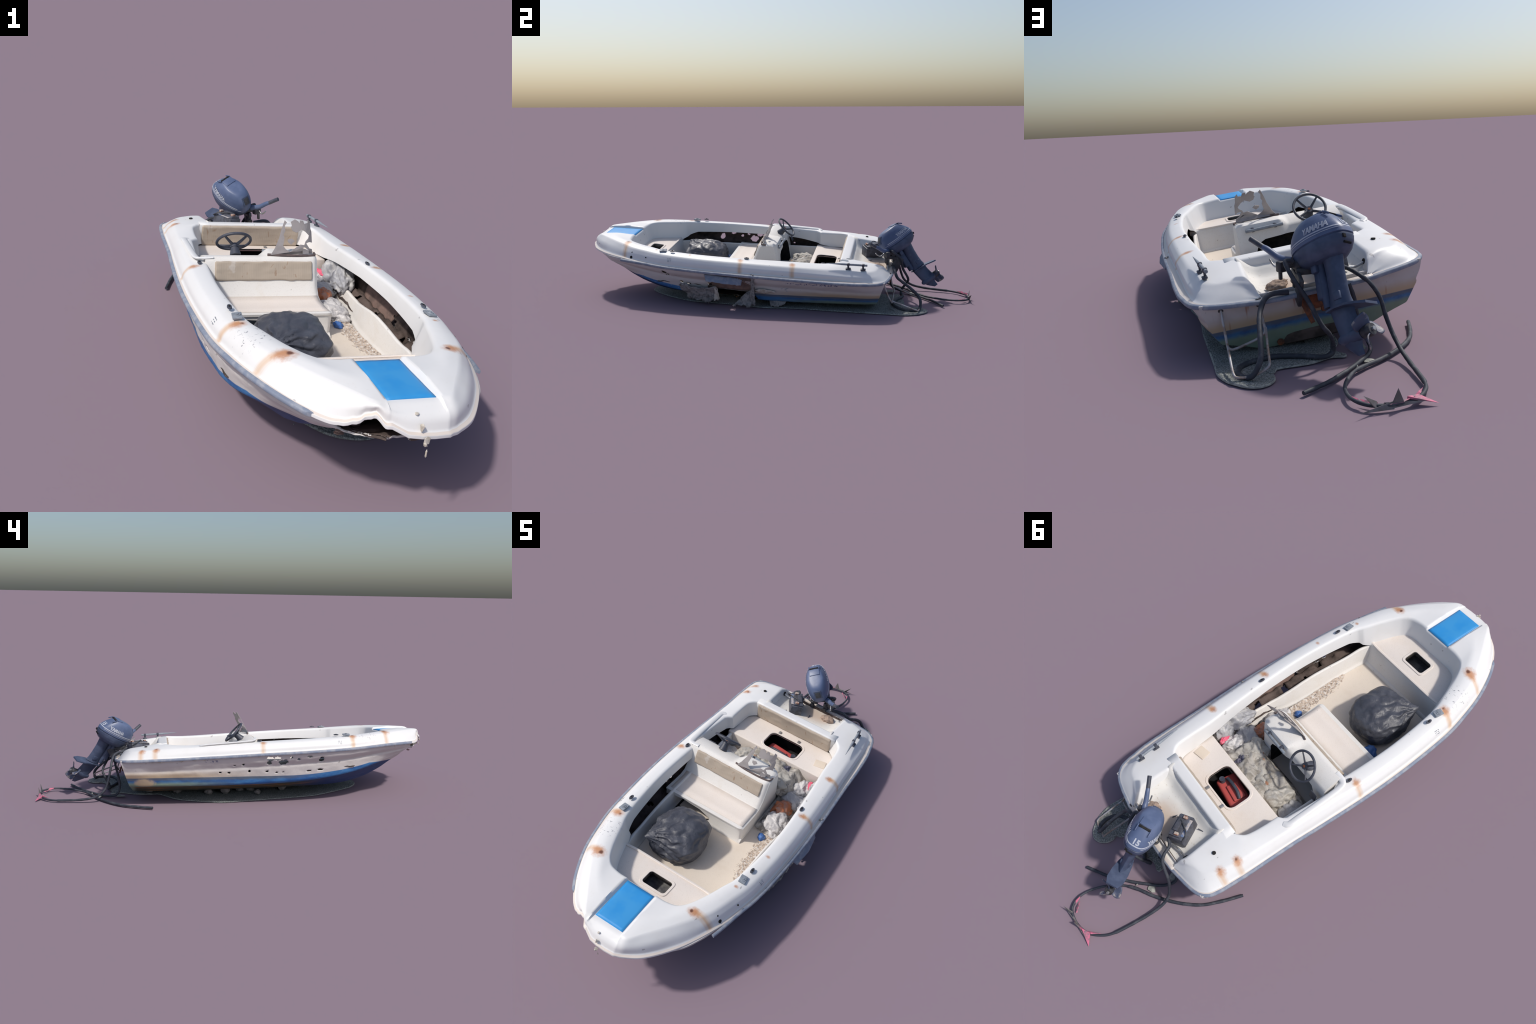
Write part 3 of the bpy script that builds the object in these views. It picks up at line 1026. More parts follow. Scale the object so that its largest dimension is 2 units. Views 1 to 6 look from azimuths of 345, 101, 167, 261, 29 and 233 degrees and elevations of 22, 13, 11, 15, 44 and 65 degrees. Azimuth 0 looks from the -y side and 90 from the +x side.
for k in range(9):
    flake(bm, (rnd.uniform(-0.16, -0.02), rnd.uniform(-0.90, -0.84), rnd.uniform(0.205, 0.235)), rnd.uniform(0.010, 0.022), k, (1, 0.6, 0.25))
ob = finish(bm, 'splintered_laminate', M_PLY, boat, 15)
ob['kind'] = 'stuff'

# ------------------------------------------------------------------ interior mouldings
def liner(side):
    pts = [(0.203, -0.585), (0.214, -0.53), (0.226, -0.40), (0.231, -0.25), (0.230, -0.10), (0.227, 0.03), (0.226, 0.20)]
    if side > 0:                # broken and sagging outboard on the starboard side
        pts = [(0.203, -0.585), (0.213, -0.53), (0.224, -0.40), (0.227, -0.34), (0.231, -0.24), (0.239, -0.165), (0.248, -0.10), (0.251, 0.0), (0.251, 0.20)]
    path = catmull([(x, y, 0) for x, y in pts], 8)
    bm = bmesh.new()
    rows = []
    for p in path:
        zs = 0.092 + 0.024 * sstep(-0.2, -0.58, p.y)
        top = 0.186 + 0.012 * sstep(-0.45, -0.56, p.y) - (0.004 if side < 0 else 0.034 * sstep(-0.30, -0.08, p.y))
        q = [(p.x - 0.016, p.y, zs - 0.004), (p.x - 0.007, p.y, zs + 0.012), (p.x, p.y, top), (p.x + 0.009, p.y, top - 0.001), (p.x + 0.010, p.y, top - 0.030)]
        q = round_poly(q, [0.012, 0.007, 0.006], 4)
        rows.append([Vector((side * v.x, v.y + 0, v.z + 0.0012 * fbm(v * 30))) for v in q])
    grid(bm, rows)
    return thicken(finish(bm, 'side_liner', M_LINER, boat), 0.004, 0)


liner(1)
liner(-1)
for side in (1, -1):            # broken brown laminate down in the side pockets
    bm = bmesh.new()
    rows = []
    for y in np.linspace(-0.55, 0.18, 60):
        rows.append([Vector((side * x, y, 0.120 + 0.03 * t + 0.010 * fbm(Vector((x * 40, y * 25, side))))) for t, x in ((t, 0.238 + 0.062 * t) for t in np.linspace(0, 1, 8))])
    V, F = grid(bm, rows)
    bmesh.ops.delete(bm, geom=[f for f in F if noise.noise(f.calc_center_median() * 28 + Vector((side * 3, 0, 0))) > 0.28], context='FACES')
    thicken(finish(bm, 'pocket_floor', M_HULL_IN, boat, 20), 0.003, -1)

bm = bmesh.new()
rows = []
for i in range(40):
    y = -0.60 + 0.80 * i / 39
    zs = 0.092 + 0.024 * sstep(-0.2, -0.58, y)
    rows.append([Vector((x, y, zs + 0.0008 * fbm(Vector((x * 30, y * 30, 0))))) for x in np.linspace(-0.214, 0.214, 30)])
grid(bm, rows)
thicken(finish(bm, 'sole', M_SOLE, boat), 0.004, -1)


def prism(bm, outline, z0, z1, mat=0):
    """closed prism over a plan outline; z may depend on (x, y)"""
    f0 = z0 if callable(z0) else (lambda x, y: z0)
    f1 = z1 if callable(z1) else (lambda x, y: z1)
    A = [bm.verts.new((x, y, f0(x, y))) for x, y in outline]
    B = [bm.verts.new((x, y, f1(x, y))) for x, y in outline]
    n = len(outline)
    fs = [bm.faces.new(A[::-1]), bm.faces.new(B)]
    for i in range(n):
        fs.append(bm.faces.new((A[i], A[(i + 1) % n], B[(i + 1) % n], B[i])))
    for f in fs:
        f.material_index = mat


def rrect(cx, cy, w, h, r, k=5):
    out = []
    for sx, sy, a0 in ((1, 1, 0), (-1, 1, 90), (-1, -1, 180), (1, -1, 270)):
        for i in range(k + 1):
            a = math.radians(a0 + 90 * i / k)
            out.append((cx + sx * (w / 2 - r) + r * math.cos(a), cy + sy * (h / 2 - r) + r * math.sin(a)))
    return out


# bow seat with hatch opening
seat_z = lambda x, y: 0.2115 + max(0, -0.595 - y) * 0.10
bm = bmesh.new()
prism(bm, [(-0.232, -0.588), (0.232, -0.588), (0.222, -0.64), (0.19, -0.71), (0.16, -0.75), (0.11, -0.775), (-0.11, -0.775), (-0.16, -0.75), (-0.19, -0.71), (-0.222, -0.64)][::-1], lambda x, y: seat_z(x, y) - 0.022, seat_z)
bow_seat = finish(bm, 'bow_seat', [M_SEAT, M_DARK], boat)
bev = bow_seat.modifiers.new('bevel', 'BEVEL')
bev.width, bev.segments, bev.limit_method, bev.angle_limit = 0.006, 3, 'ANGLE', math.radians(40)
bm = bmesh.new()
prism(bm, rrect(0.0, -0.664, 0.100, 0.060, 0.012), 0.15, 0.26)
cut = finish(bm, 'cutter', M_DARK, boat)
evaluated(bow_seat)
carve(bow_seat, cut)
bm = bmesh.new()
outer, innr = rrect(0, -0.664, 0.122, 0.082, 0.016), rrect(0, -0.664, 0.100, 0.060, 0.012)
mid1 = rrect(0, -0.664, 0.116, 0.076, 0.015)
P = []
for ring, dz in ((outer, -0.001), (mid1, 0.0035), (innr, 0.0035), (innr, -0.02)):
    P.append([Vector((x, y, seat_z(x, y) + dz)) for x, y in ring])
grid(bm, P, close_v=True)
thicken(finish(bm, 'hatch_rim', M_SEAT, boat), 0.002, -1)
bm = bmesh.new()
grid(bm, [[Vector((x, y, 0.158 + 0.012 * fbm(Vector((x * 30, y * 30, 2))))) for x in np.linspace(-0.09, 0.09, 14)] for y in np.linspace(-0.73, -0.60, 12)])
thicken(finish(bm, 'locker_floor', plain('grey_locker_laminate', (0.16, 0.155, 0.15), (0.07, 0.07, 0.08), 0.9, scale=25), boat, 20), 0.003, -1)
bm = bmesh.new()   # gutter lip along the seat's after edge
path = [Vector((x, -0.5885 - 0.006 * sstep(0.15, 0.23, abs(x)), 0.2135)) for x in np.linspace(-0.222, 0.222, 20)]
sweep(bm, path, 0.0035, 8, flat=1.6)
finish(bm, 'seat_lip', M_SEAT, boat)
# wall below the seat leans out to the sole
bm = bmesh.new()
rows = [[Vector((x, y, z)) for x in np.linspace(-0.222, 0.222, 24)] for y, z in ((-0.590, 0.213), (-0.586, 0.204), (-0.578, 0.15), (-0.566, 0.122), (-0.550, 0.114))]
grid(bm, rows)
thicken(finish(bm, 'seat_front', M_LINER, boat), 0.003, -1)

# helm seat and console: one moulding lofted athwartships
HELM_S = [(-0.262, 0.080), (-0.2565, 0.100), (-0.2505, 0.110), (-0.2485, 0.168), (-0.2525, 0.172), (-0.2525, 0.179), (-0.243, 0.1795), (-0.20, 0.1755), (-0.150, 0.174), (-0.122, 0.182),
          (-0.103, 0.206), (-0.086, 0.245), (-0.073, 0.280), (-0.068, 0.289), (-0.060, 0.293), (-0.030, 0.294), (0.004, 0.296), (0.020, 0.291), (0.026, 0.275), (0.034, 0.200), (0.044, 0.080)]
HELM_P = [(-0.262, 0.080), (-0.2565, 0.100), (-0.2505, 0.110), (-0.2485, 0.168), (-0.2525, 0.172), (-0.2525, 0.179), (-0.243, 0.1795), (-0.20, 0.1755), (-0.150, 0.174), (-0.122, 0.182),
          (-0.103, 0.206), (-0.086, 0.245), (-0.073, 0.278), (-0.068, 0.286), (-0.061, 0.290), (-0.050, 0.291), (-0.020, 0.282), (0.008, 0.270), (0.016, 0.262), (0.028, 0.200), (0.044, 0.080)]
bm = bmesh.new()
rows = []
X = list(np.linspace(-0.268, -0.085, 12)) + list(np.linspace(-0.080, -0.042, 7)) + list(np.linspace(-0.035, 0.090, 9)) + [0.098, 0.1035, 0.1065, 0.108]
for x in X:
    t = sstep(-0.082, -0.040, x)
    e = sstep(0.093, 0.109, x)                  # rounded starboard end
    row = []
    for (ya, za), (yb, zb) in zip(HELM_P, HELM_S):
        y, z = ya + (yb - ya) * t, za + (zb - za) * t
        k = e * 0.010 if z > 0.10 else 0
        cy = -0.10 if z < 0.19 else (-0.03 if z > 0.23 else -0.06)
        y += k * (1 if y < cy else -1) * min(1, abs(y - cy) / 0.03)
        z -= e * e * 0.006 * (1 if z > 0.17 else 0)
        row.append(Vector((x, y, z)))
    rows.append(row)
V, _ = grid(bm, rows, close_v=True)
bm.faces.new(V[0])
bm.faces.new(V[-1][::-1])
helm = finish(bm, 'helm_console', [M_LINER, M_DARK], boat, 50)
bm = bmesh.new()
arch = [(0.052, 0.085), (0.052, 0.195), (0.040, 0.222), (0.015, 0.234), (-0.06, 0.238), (-0.15, 0.236), (-0.20, 0.225), (-0.215, 0.20), (-0.215, 0.085)]
A = [bm.verts.new((x, -0.055, z)) for x, z in arch]
B = [bm.verts.new((x, 0.09, z)) for x, z in arch]
bm.faces.new(A)
bm.faces.new(B[::-1])
for i in range(len(arch)):
    bm.faces.new((A[i], B[i], B[(i + 1) % len(arch)], A[(i + 1) % len(arch)]))
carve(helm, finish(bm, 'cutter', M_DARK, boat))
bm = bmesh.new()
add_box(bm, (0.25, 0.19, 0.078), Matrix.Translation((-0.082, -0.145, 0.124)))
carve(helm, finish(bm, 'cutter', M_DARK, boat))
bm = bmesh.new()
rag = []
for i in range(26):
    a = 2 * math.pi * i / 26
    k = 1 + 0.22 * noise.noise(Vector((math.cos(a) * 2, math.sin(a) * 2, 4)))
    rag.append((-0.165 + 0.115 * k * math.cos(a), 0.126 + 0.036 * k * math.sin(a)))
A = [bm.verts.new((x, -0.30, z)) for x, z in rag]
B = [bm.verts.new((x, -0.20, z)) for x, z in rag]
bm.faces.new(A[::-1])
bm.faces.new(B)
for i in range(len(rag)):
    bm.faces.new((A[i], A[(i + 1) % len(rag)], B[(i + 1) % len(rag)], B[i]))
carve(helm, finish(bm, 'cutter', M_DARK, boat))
# sandy seat top
bm = bmesh.new()
rows = [[Vector((x, y, z + 0.0012)) for x in np.linspace(-0.255, 0.100, 20)] for y, z in [(-0.237, 0.1792), (-0.20, 0.1757), (-0.15, 0.1743), (-0.125, 0.181)]]
grid(bm, rows)
thicken(finish(bm, 'seat_top', M_SEAT, boat), 0.001, -1)


def cushion(name, x0, x1, y0, z0, y1, z1, th):
    """upright back pad between a lower (y0,z0) and an upper (y1,z1) line, thickness along the normal"""
    L = math.hypot(y1 - y0, z1 - z0)
    a = math.atan2(y1 - y0, z1 - z0)
    bm = bmesh.new()
    M = Matrix.Translation(((x0 + x1) / 2, (y0 + y1) / 2, (z0 + z1) / 2)) @ Matrix.Rotation(-a, 4, 'X')
    add_box(bm, (x1 - x0, th, L), M, th * 0.42, 4)
    bmesh.ops.subdivide_edges(bm, edges=[e for e in bm.edges if e.calc_length() > 0.05], cuts=24, use_grid_fill=True)
    for v in bm.verts:
        v.co += Vector((0, 1, 0)) * 0.0025 * fbm(v.co * 28) + Vector((0, 0, 1)) * 0.0015 * fbm(v.co * 35)
    return finish(bm, name, M_CUSH, boat, 60)


cushion('seat_back_pad', -0.238, 0.086, -0.0945, 0.224, -0.0730, 0.281, 0.013)
cushion('seat_back_pad', -0.196, 0.188, 0.3640, 0.180, 0.357, 0.260, 0.016)

# after bench with its open hatch
bm = bmesh.new()
prism(bm, [(-0.246, 0.186), (0.246, 0.186), (0.246, 0.362), (-0.246, 0.362)], 0.072, lambda x, y: 0.1905 if y < 0.2 else 0.1800)
bench = finish(bm, 'after_bench', [M_SEAT, M_DARK], boat)
bev = bench.modifiers.new('bevel', 'BEVEL')
bev.width, bev.segments, bev.limit_method = 0.005, 3, 'ANGLE'
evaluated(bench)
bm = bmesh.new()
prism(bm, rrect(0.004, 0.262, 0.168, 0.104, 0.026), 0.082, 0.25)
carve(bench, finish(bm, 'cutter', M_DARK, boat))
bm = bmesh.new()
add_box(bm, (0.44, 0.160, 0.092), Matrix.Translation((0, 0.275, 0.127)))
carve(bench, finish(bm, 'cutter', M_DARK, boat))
bm = bmesh.new()
P = []
for w, h, r, dz in ((0.190, 0.122, 0.030, -0.001), (0.186, 0.118, 0.030, 0.0018), (0.171, 0.107, 0.027, 0.0018), (0.167, 0.103, 0.026, -0.008)):
    P.append([Vector((x, y, 0.1905 - 0.0105 * (y - 0.186) / 0.176 + dz)) for x, y in rrect(0.004, 0.262, w, h, r)])
grid(bm, P, close_v=True)
thicken(finish(bm, 'hatch_rim', M_SEAT, boat), 0.002, -1)
bm = bmesh.new()
for x in (-0.05, 0.05):
    add_box(bm, (0.012, 0.016, 0.005), Matrix.Translation((x, 0.327, 0.185)), 0.0015)
finish(bm, 'hatch_hinge', M_METAL, boat)
bm = bmesh.new()
add_box(bm, (0.05, 0.042, 0.003), Matrix.Translation((0.195, 0.262, 0.1875)) @ Matrix.Rotation(0.2, 4, 'Z'), 0.001)
finish(bm, 'cover_plate', interior('stained_plate', (0.66, 0.57, 0.47), (0.5, 0.38, 0.28)), boat)

# raised coaming trim by the helm, port side
tube('coaming_trim', [bx(-0.268, 0.204, 0.259), bx(-0.282, 0.190, 0.263), bx(-0.284, 0.15, 0.267), bx(-0.286, 0.03, 0.275), bx(-0.284, -0.035, 0.280), bx(-0.272, -0.056, 0.285), bx(-0.235, -0.058, 0.2885)],
     0.0045, M_DECK, boat, flat=2.6)

# ------------------------------------------------------------------ windscreen remains
bm = bmesh.new()
strip = catmull([(-0.062, -0.052, 0.2965), (-0.02, -0.059, 0.2965), (0.05, -0.060, 0.2965), (0.098, -0.053, 0.295), (0.106, -0.030, 0.295)], 6)
sweep(bm, strip, 0.0042, 8, flat=0.8)
finish(bm, 'screen_gasket', M_STRIP, boat)
S_OUT = [(1640, 1200), (1700, 1100), (1765, 950), (1800, 830), (1850, 690), (1880, 725), (1850, 770), (1852, 850), (1825, 900), (1838, 950), (1815, 1060), (1850, 1110), (1910, 1145),
         (2000, 1080), (2060, 1040), (2120, 1050), (2140, 1000), (2190, 960), (2205, 920), (2150, 860), (2095, 825), (2015, 868), (1960, 845), (1935, 790), (1950, 765), (1938, 710),
         (1995, 675), (2045, 705), (2062, 735), (2070, 690), (2115, 695), (2130, 742), (2190, 735), (2195, 690), (2230, 720), (2235, 830), (2252, 880), (2255, 1040), (2215, 1020),
         (2180, 1020), (2150, 1030), (2200, 1110), (2245, 1130), (2260, 1200)]
S_HOLE = [(2090, 1090), (2130, 1080), (2190, 1140), (2180, 1180), (2092, 1180)]
S_BIT = [(1880, 970), (1945, 955), (1980, 990), (1930, 1040), (1885, 1005)]


def screen(loops, name):
    bm = bmesh.new()
    edges = []
    for loop in loops:
        vs = []
        for px, py in loop:
            u = (px - 1610) / 670
            h = (1200 - py) / 520
            vs.append(bm.verts.new((-0.060 + 0.162 * u, -0.057 + 0.056 * h - 0.006 * math.sin(math.pi * u) + 0.022 * max(0, (u - 0.72) / 0.28) ** 2, 0.297 + 0.105 * h)))
        edges += [bm.edges.new((vs[i], vs[(i + 1) % len(vs)])) for i in range(len(vs))]
    bmesh.ops.triangle_fill(bm, use_beauty=True, use_dissolve=False, edges=edges)
    ob = finish(bm, name, M_ACRYL, boat, 30)
    for p in ob.data.polygons:
        p.use_smooth = False
    thicken(ob, 0.002, 0)


screen([S_OUT, S_HOLE], 'broken_windscreen')
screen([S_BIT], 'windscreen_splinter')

# ------------------------------------------------------------------ steering wheel
wheel_c = Vector(bx(-0.148, 0.030, 0.312))
wn = Vector((0.0, 0.73, 0.685)).normalized()
wu = Vector((1, 0, 0))
wv = wn.cross(wu).normalized()
if wv.z < 0:
    wv = -wv
wheel = bpy.data.objects.new('steering_wheel', None)
wheel.empty_display_size = 0.03
place(wheel, boat)
WR = 0.056
tube('rim', [wheel_c + (wu * math.cos(a) + wv * math.sin(a)) * WR for a in np.linspace(0, 2 * math.pi, 24, endpoint=False)], 0.0048, M_BLACK, wheel, n=3, segs=8, closed=True)
for a in (50, 135, 215, 325):
    r = math.radians(a)
    d = wu * math.cos(r) + wv * math.sin(r)
    tube('spoke', [wheel_c - wn * 0.016 + d * 0.008, wheel_c - wn * 0.009 + d * 0.03, wheel_c + d * (WR - 0.002)], lambda t: 0.006 - 0.002 * t, M_BLACK, wheel, n=4, segs=8, flat=0.6)
bm = bmesh.new()
Rm = Matrix((wu, wv, wn)).transposed().to_4x4()
add_disc(bm, 0.016, 0.014, Matrix.Translation(wheel_c - wn * 0.024) @ Rm, 16, 0.012)
add_disc(bm, 0.019, 0.03, Matrix.Translation(wheel_c - wn * 0.052) @ Rm, 16, 0.013)
finish(bm, 'hub', M_BLACK, wheel)
bm = bmesh.new()
add_disc(bm, 0.005, 0.002, Matrix.Translation(wheel_c - wn * 0.010) @ Rm, 12)
finish(bm, 'hub_nut', M_RUSTY, wheel)

# grab bar on the console's after face
ga, gb = Vector(bx(0.088, 0.034, 0.273)), Vector(bx(-0.044, 0.038, 0.276))
tube('grab_bar', [ga.lerp(gb, t) for t in np.linspace(0, 1, 8)], 0.0058, M_GREYPL, boat, n=2)
bm = bmesh.new()
for t in (0.2, 0.8):
    p = ga.lerp(gb, t)
    add_box(bm, (0.012, 0.018, 0.015), Matrix.Translation(p - Vector((0, 0.006, 0))), 0.003)
finish(bm, 'grab_bar_clamp', M_BLACK, boat)
bm = bmesh.new()
add_box(bm, (0.034, 0.004, 0.03), Matrix.Translation((-0.235, 0.045, 0.225)) @ Matrix.Rotation(0.4, 4, 'X'), 0.002)
finish(bm, 'switch_panel', M_BLACK, boat)

# ------------------------------------------------------------------ deck fittings
def deck_z(p):
    return p


for p, t in ((bx(0.270, -0.518, 0.3005), 0.12), (bx(-0.273, -0.511, 0.3025), -0.12)):
    bm = bmesh.new()
    M = Matrix.Translation(p) @ Matrix.Rotation(t, 4, 'Z') @ Matrix.Rotation(0.14 * (1 if p.x > 0 else -1), 4, 'Y')
    add_box(bm, (0.026, 0.034, 0.006), M, 0.002)
    add_disc(bm, 0.010, 0.002, M @ Matrix.Translation((0, 0, 0.003)), 16, 0.009)
    add_disc(bm, 0.004, 0.003, M @ Matrix.Translation((0, 0, 0.004)), 12)
    finish(bm, 'deck_plate', M_GREYPL, boat)
for p in (bx(0.278, -0.467, 0.3015), bx(-0.280, -0.458, 0.3035), bx(0.284, -0.089, 0.2815), bx(-0.282, -0.079, 0.2805)):
    bm = bmesh.new()
    M = Matrix.Translation(p) @ Matrix.Rotation(0.13 * (1 if p.x > 0 else -1), 4, 'Y') @ Matrix.Diagonal((0.6, 1.15, 1, 1))
    add_disc(bm, 0.011, 0.004, M @ Matrix.Translation((0, 0, -0.002)), 18, 0.010)
    add_disc(bm, 0.005, 0.0025, M @ Matrix.Translation((0, 0, 0.001)), 12, 0.004, 1)
    finish(bm, 'fairlead', [M_BLACK, M_DARK], boat)
bm = bmesh.new()
for p, r in ((bx(-0.208, 0.459, 0.2545), 0.007), (bx(0.283, -0.685, 0.262), 0.007), (bx(0.2705, -0.683, 0.283), 0.0035), (bx(-0.205, 0.40, 0.252), 0.002), (bx(0.303, -0.60, 0.270), 0.003)):
    nrm = Vector((0.85 * (1 if p.x > 0 else -1), 0, 0.5)).normalized() if p.z > 0.26 else Vector((-0.1, 0, 1))
    q = nrm.to_track_quat('Z', 'Y').to_matrix().to_4x4()
    add_disc(bm, r, 0.003, Matrix.Translation(p) @ q @ Matrix.Translation((0, 0, -0.0015)), 14)
finish(bm, 'dark_hole_disc', M_DARK, boat)  # dark discs laid on the deck in place of real holes
# small faded tags on each bow quarter: a ring of tiny dots on the face
bm = bmesh.new()
for sx, c in ((1, (0.3205, -0.47, 0.268)), (-1, (-0.3205, -0.468, 0.269))):
    for i in range(5):
        for j in range(3):
            if (i * 7 + j * 3) % 4 == 1:
                continue
            p = Vector((c[0] - sx * 0.004 * (j - 1), c[1] + 0.004 * (i - 2), c[2] + 0.006 * (j - 1)))
            add_disc(bm, 0.0014, 0.002, Matrix.Translation(p) @ Vector((sx * 0.85, 0, 0.5)).to_track_quat('Z', 'Y').to_matrix().to_4x4(), 8)
ob = finish(bm, 'faded_tag', M_GREYPL, boat)
ob['kind'] = 'stuff'

# grab rail on two clamps, starboard quarter
ca, cb = Vector(bx(0.283, 0.492, 0.268)), Vector(bx(0.297, 0.300, 0.2775))
tube('hand_rail', [ca.lerp(cb, t) for t in np.linspace(0, 1, 9)], lambda t: 0.0052 if t < 0.6 else 0.0052 - 0.011 * (t - 0.6), M_GREYPL, boat, n=2)
for t in (0.10, 0.46):
    bm = bmesh.new()
    p = ca.lerp(cb, t)
    add_box(bm, (0.014, 0.013, 0.013), Matrix.Translation(p), 0.003)
    add_box(bm, (0.007, 0.009, 0.018), Matrix.Translation(p + Vector((0.002, 0, -0.010))), 0.002)
    add_box(bm, (0.016, 0.024, 0.007), Matrix.Translation(p + Vector((0.004, 0, -0.020))) @ Matrix.Rotation(0.15, 4, 'Y'), 0.002)
    finish(bm, 'rail_clamp', M_BLACK, boat)

# transom: corroded plates, drain, outlet
bm = bmesh.new()
add_disc(bm, 0.010, 0.004, Matrix.Translation((0.108, 0.538, 0.043)) @ Matrix.Rotation(-math.pi / 2 - 0.33, 4, 'X'), 14)
finish(bm, 'drain_fitting', M_RUSTY, boat)
bm = bmesh.new()
add_box(bm, (0.012, 0.006, 0.085), Matrix.Translation((0.033, 0.588, 0.135)) @ Matrix.Rotation(0.25, 4, 'Y') @ Matrix.Rotation(0.3, 4, 'X'), 0.001, taper=1.5)
finish(bm, 'rusted_bracket', M_RUSTY, boat)
bm = bmesh.new()
add_box(bm, (0.05, 0.006, 0.06), Matrix.Translation((0.005, 0.588, 0.155)) @ Matrix.Rotation(-0.33, 4, 'X'), 0.003)
add_box(bm, (0.05, 0.012, 0.02), Matrix.Translation((-0.035, 0.578, 0.125)), 0.003)
finish(bm, 'transom_pad', M_RUSTY, boat)
bm = bmesh.new()
add_disc(bm, 0.011, 0.002, Matrix.Translation((-0.157, 0.545, 0.214)) @ Matrix.Rotation(math.pi / 2, 4, 'Y') @ Matrix.Rotation(-0.25, 4, 'Y'), 14)
add_disc(bm, 0.009, 0.002, Matrix.Translation((0.018, 0.397, 0.214)) @ Matrix.Rotation(-math.pi / 2, 4, 'X'), 14)
finish(bm, 'cable_port_disc', M_DARK, boat)  # flat dark discs drawn as ports, nothing is cut through
tube('control_cable', [(0.018, 0.398, 0.214), (0.012, 0.43, 0.200), (0.010, 0.46, 0.195), (0.012, 0.50, 0.205)], 0.0022, M_BLACK, boat)
tube('control_cable', [(-0.156, 0.545, 0.214), (-0.13, 0.545, 0.207), (-0.11, 0.548, 0.21), (-0.08, 0.555, 0.205)], 0.004, M_METAL, boat)
tube('control_cable', [(-0.14, 0.50, 0.194), (-0.135, 0.46, 0.20), (-0.115, 0.44, 0.205), (-0.09, 0.45, 0.215)], 0.0018, M_BLACK, boat)

# folding boarding ladder hung on the transom
def W2B(p):
    return BOAT.inverted() @ Vector(p)


L1 = [(0.252, 0.566, 0.145), (0.250, 0.575, 0.118), (0.247, 0.588, 0.085), (0.245, 0.603, 0.056)]
tube('ladder', [W2B(p) for p in L1 + [(0.242, 0.606, 0.050), (0.232, 0.609, 0.046), (0.205, 0.611, 0.054), (0.165, 0.614, 0.070), (0.148, 0.616, 0.084), (0.147, 0.612, 0.100), (0.149, 0.604, 0.12), (0.154, 0.598, 0.156)]], 0.0036, M_STAINLESS, boat, n=4)
tube('ladder', [W2B(p) for p in [(0.245, 0.603, 0.058), (0.247, 0.64, 0.047), (0.250, 0.69, 0.030), (0.250, 0.722, 0.020), (0.244, 0.731, 0.016), (0.225, 0.737, 0.016), (0.20, 0.739, 0.020), (0.178, 0.741, 0.030), (0.166, 0.742, 0.040), (0.163, 0.735, 0.052), (0.158, 0.70, 0.068), (0.150, 0.65, 0.088), (0.146, 0.625, 0.100)]],
     0.0034, M_STAINLESS, boat, n=4)
bm = bmesh.new()
for p in ((0.253, 0.564, 0.148), (0.155, 0.594, 0.160)):
    add_box(bm, (0.016, 0.012, 0.022), Matrix.Translation(W2B(p)), 0.003)
finish(bm, 'ladder_hinge', M_MOTDARK, boat)

# ================================================================== LOOSE THINGS IN THE BOAT
def lump(name, loc, size, mat, seed, amp=0.25, freq=2.2, sub=4, flat_bottom=True, rot=0.0, ridge=True, crease=1.0):
    """crumpled heap: a deformed ball with sharp ridged folds"""
    bm = bmesh.new()
    bmesh.ops.create_icosphere(bm, subdivisions=sub, radius=1)
    off = Vector((seed * 3.1, seed * 1.7, seed * 0.9))
    for v in bm.verts:
        d = v.co.normalized()
        f = noise.ridged_multi_fractal(d * freq + off, 0.9, 2.1, 4, 1.0, 2.0) * 0.5 - 0.45 if ridge else fbm(d * freq + off)
        g = fbm(d * freq * 0.6 + off * 2)
        r = 1 + amp * f * crease + amp * 0.9 * g
        c = Vector((d.x * size[0], d.y * size[1], d.z * size[2])) * r
        if flat_bottom and c.z < -0.35 * size[2]:
            c.z = -0.35 * size[2] + (c.z + 0.35 * size[2]) * 0.15
        v.co = Matrix.Rotation(rot, 3, 'Z') @ c
    zmin = min(v.co.z for v in bm.verts)
    for v in bm.verts:
        v.co.z -= zmin
    ob = finish(bm, name, mat, None, 70)
    ob.matrix_world = BOAT @ Matrix.Translation(loc)
    return ob


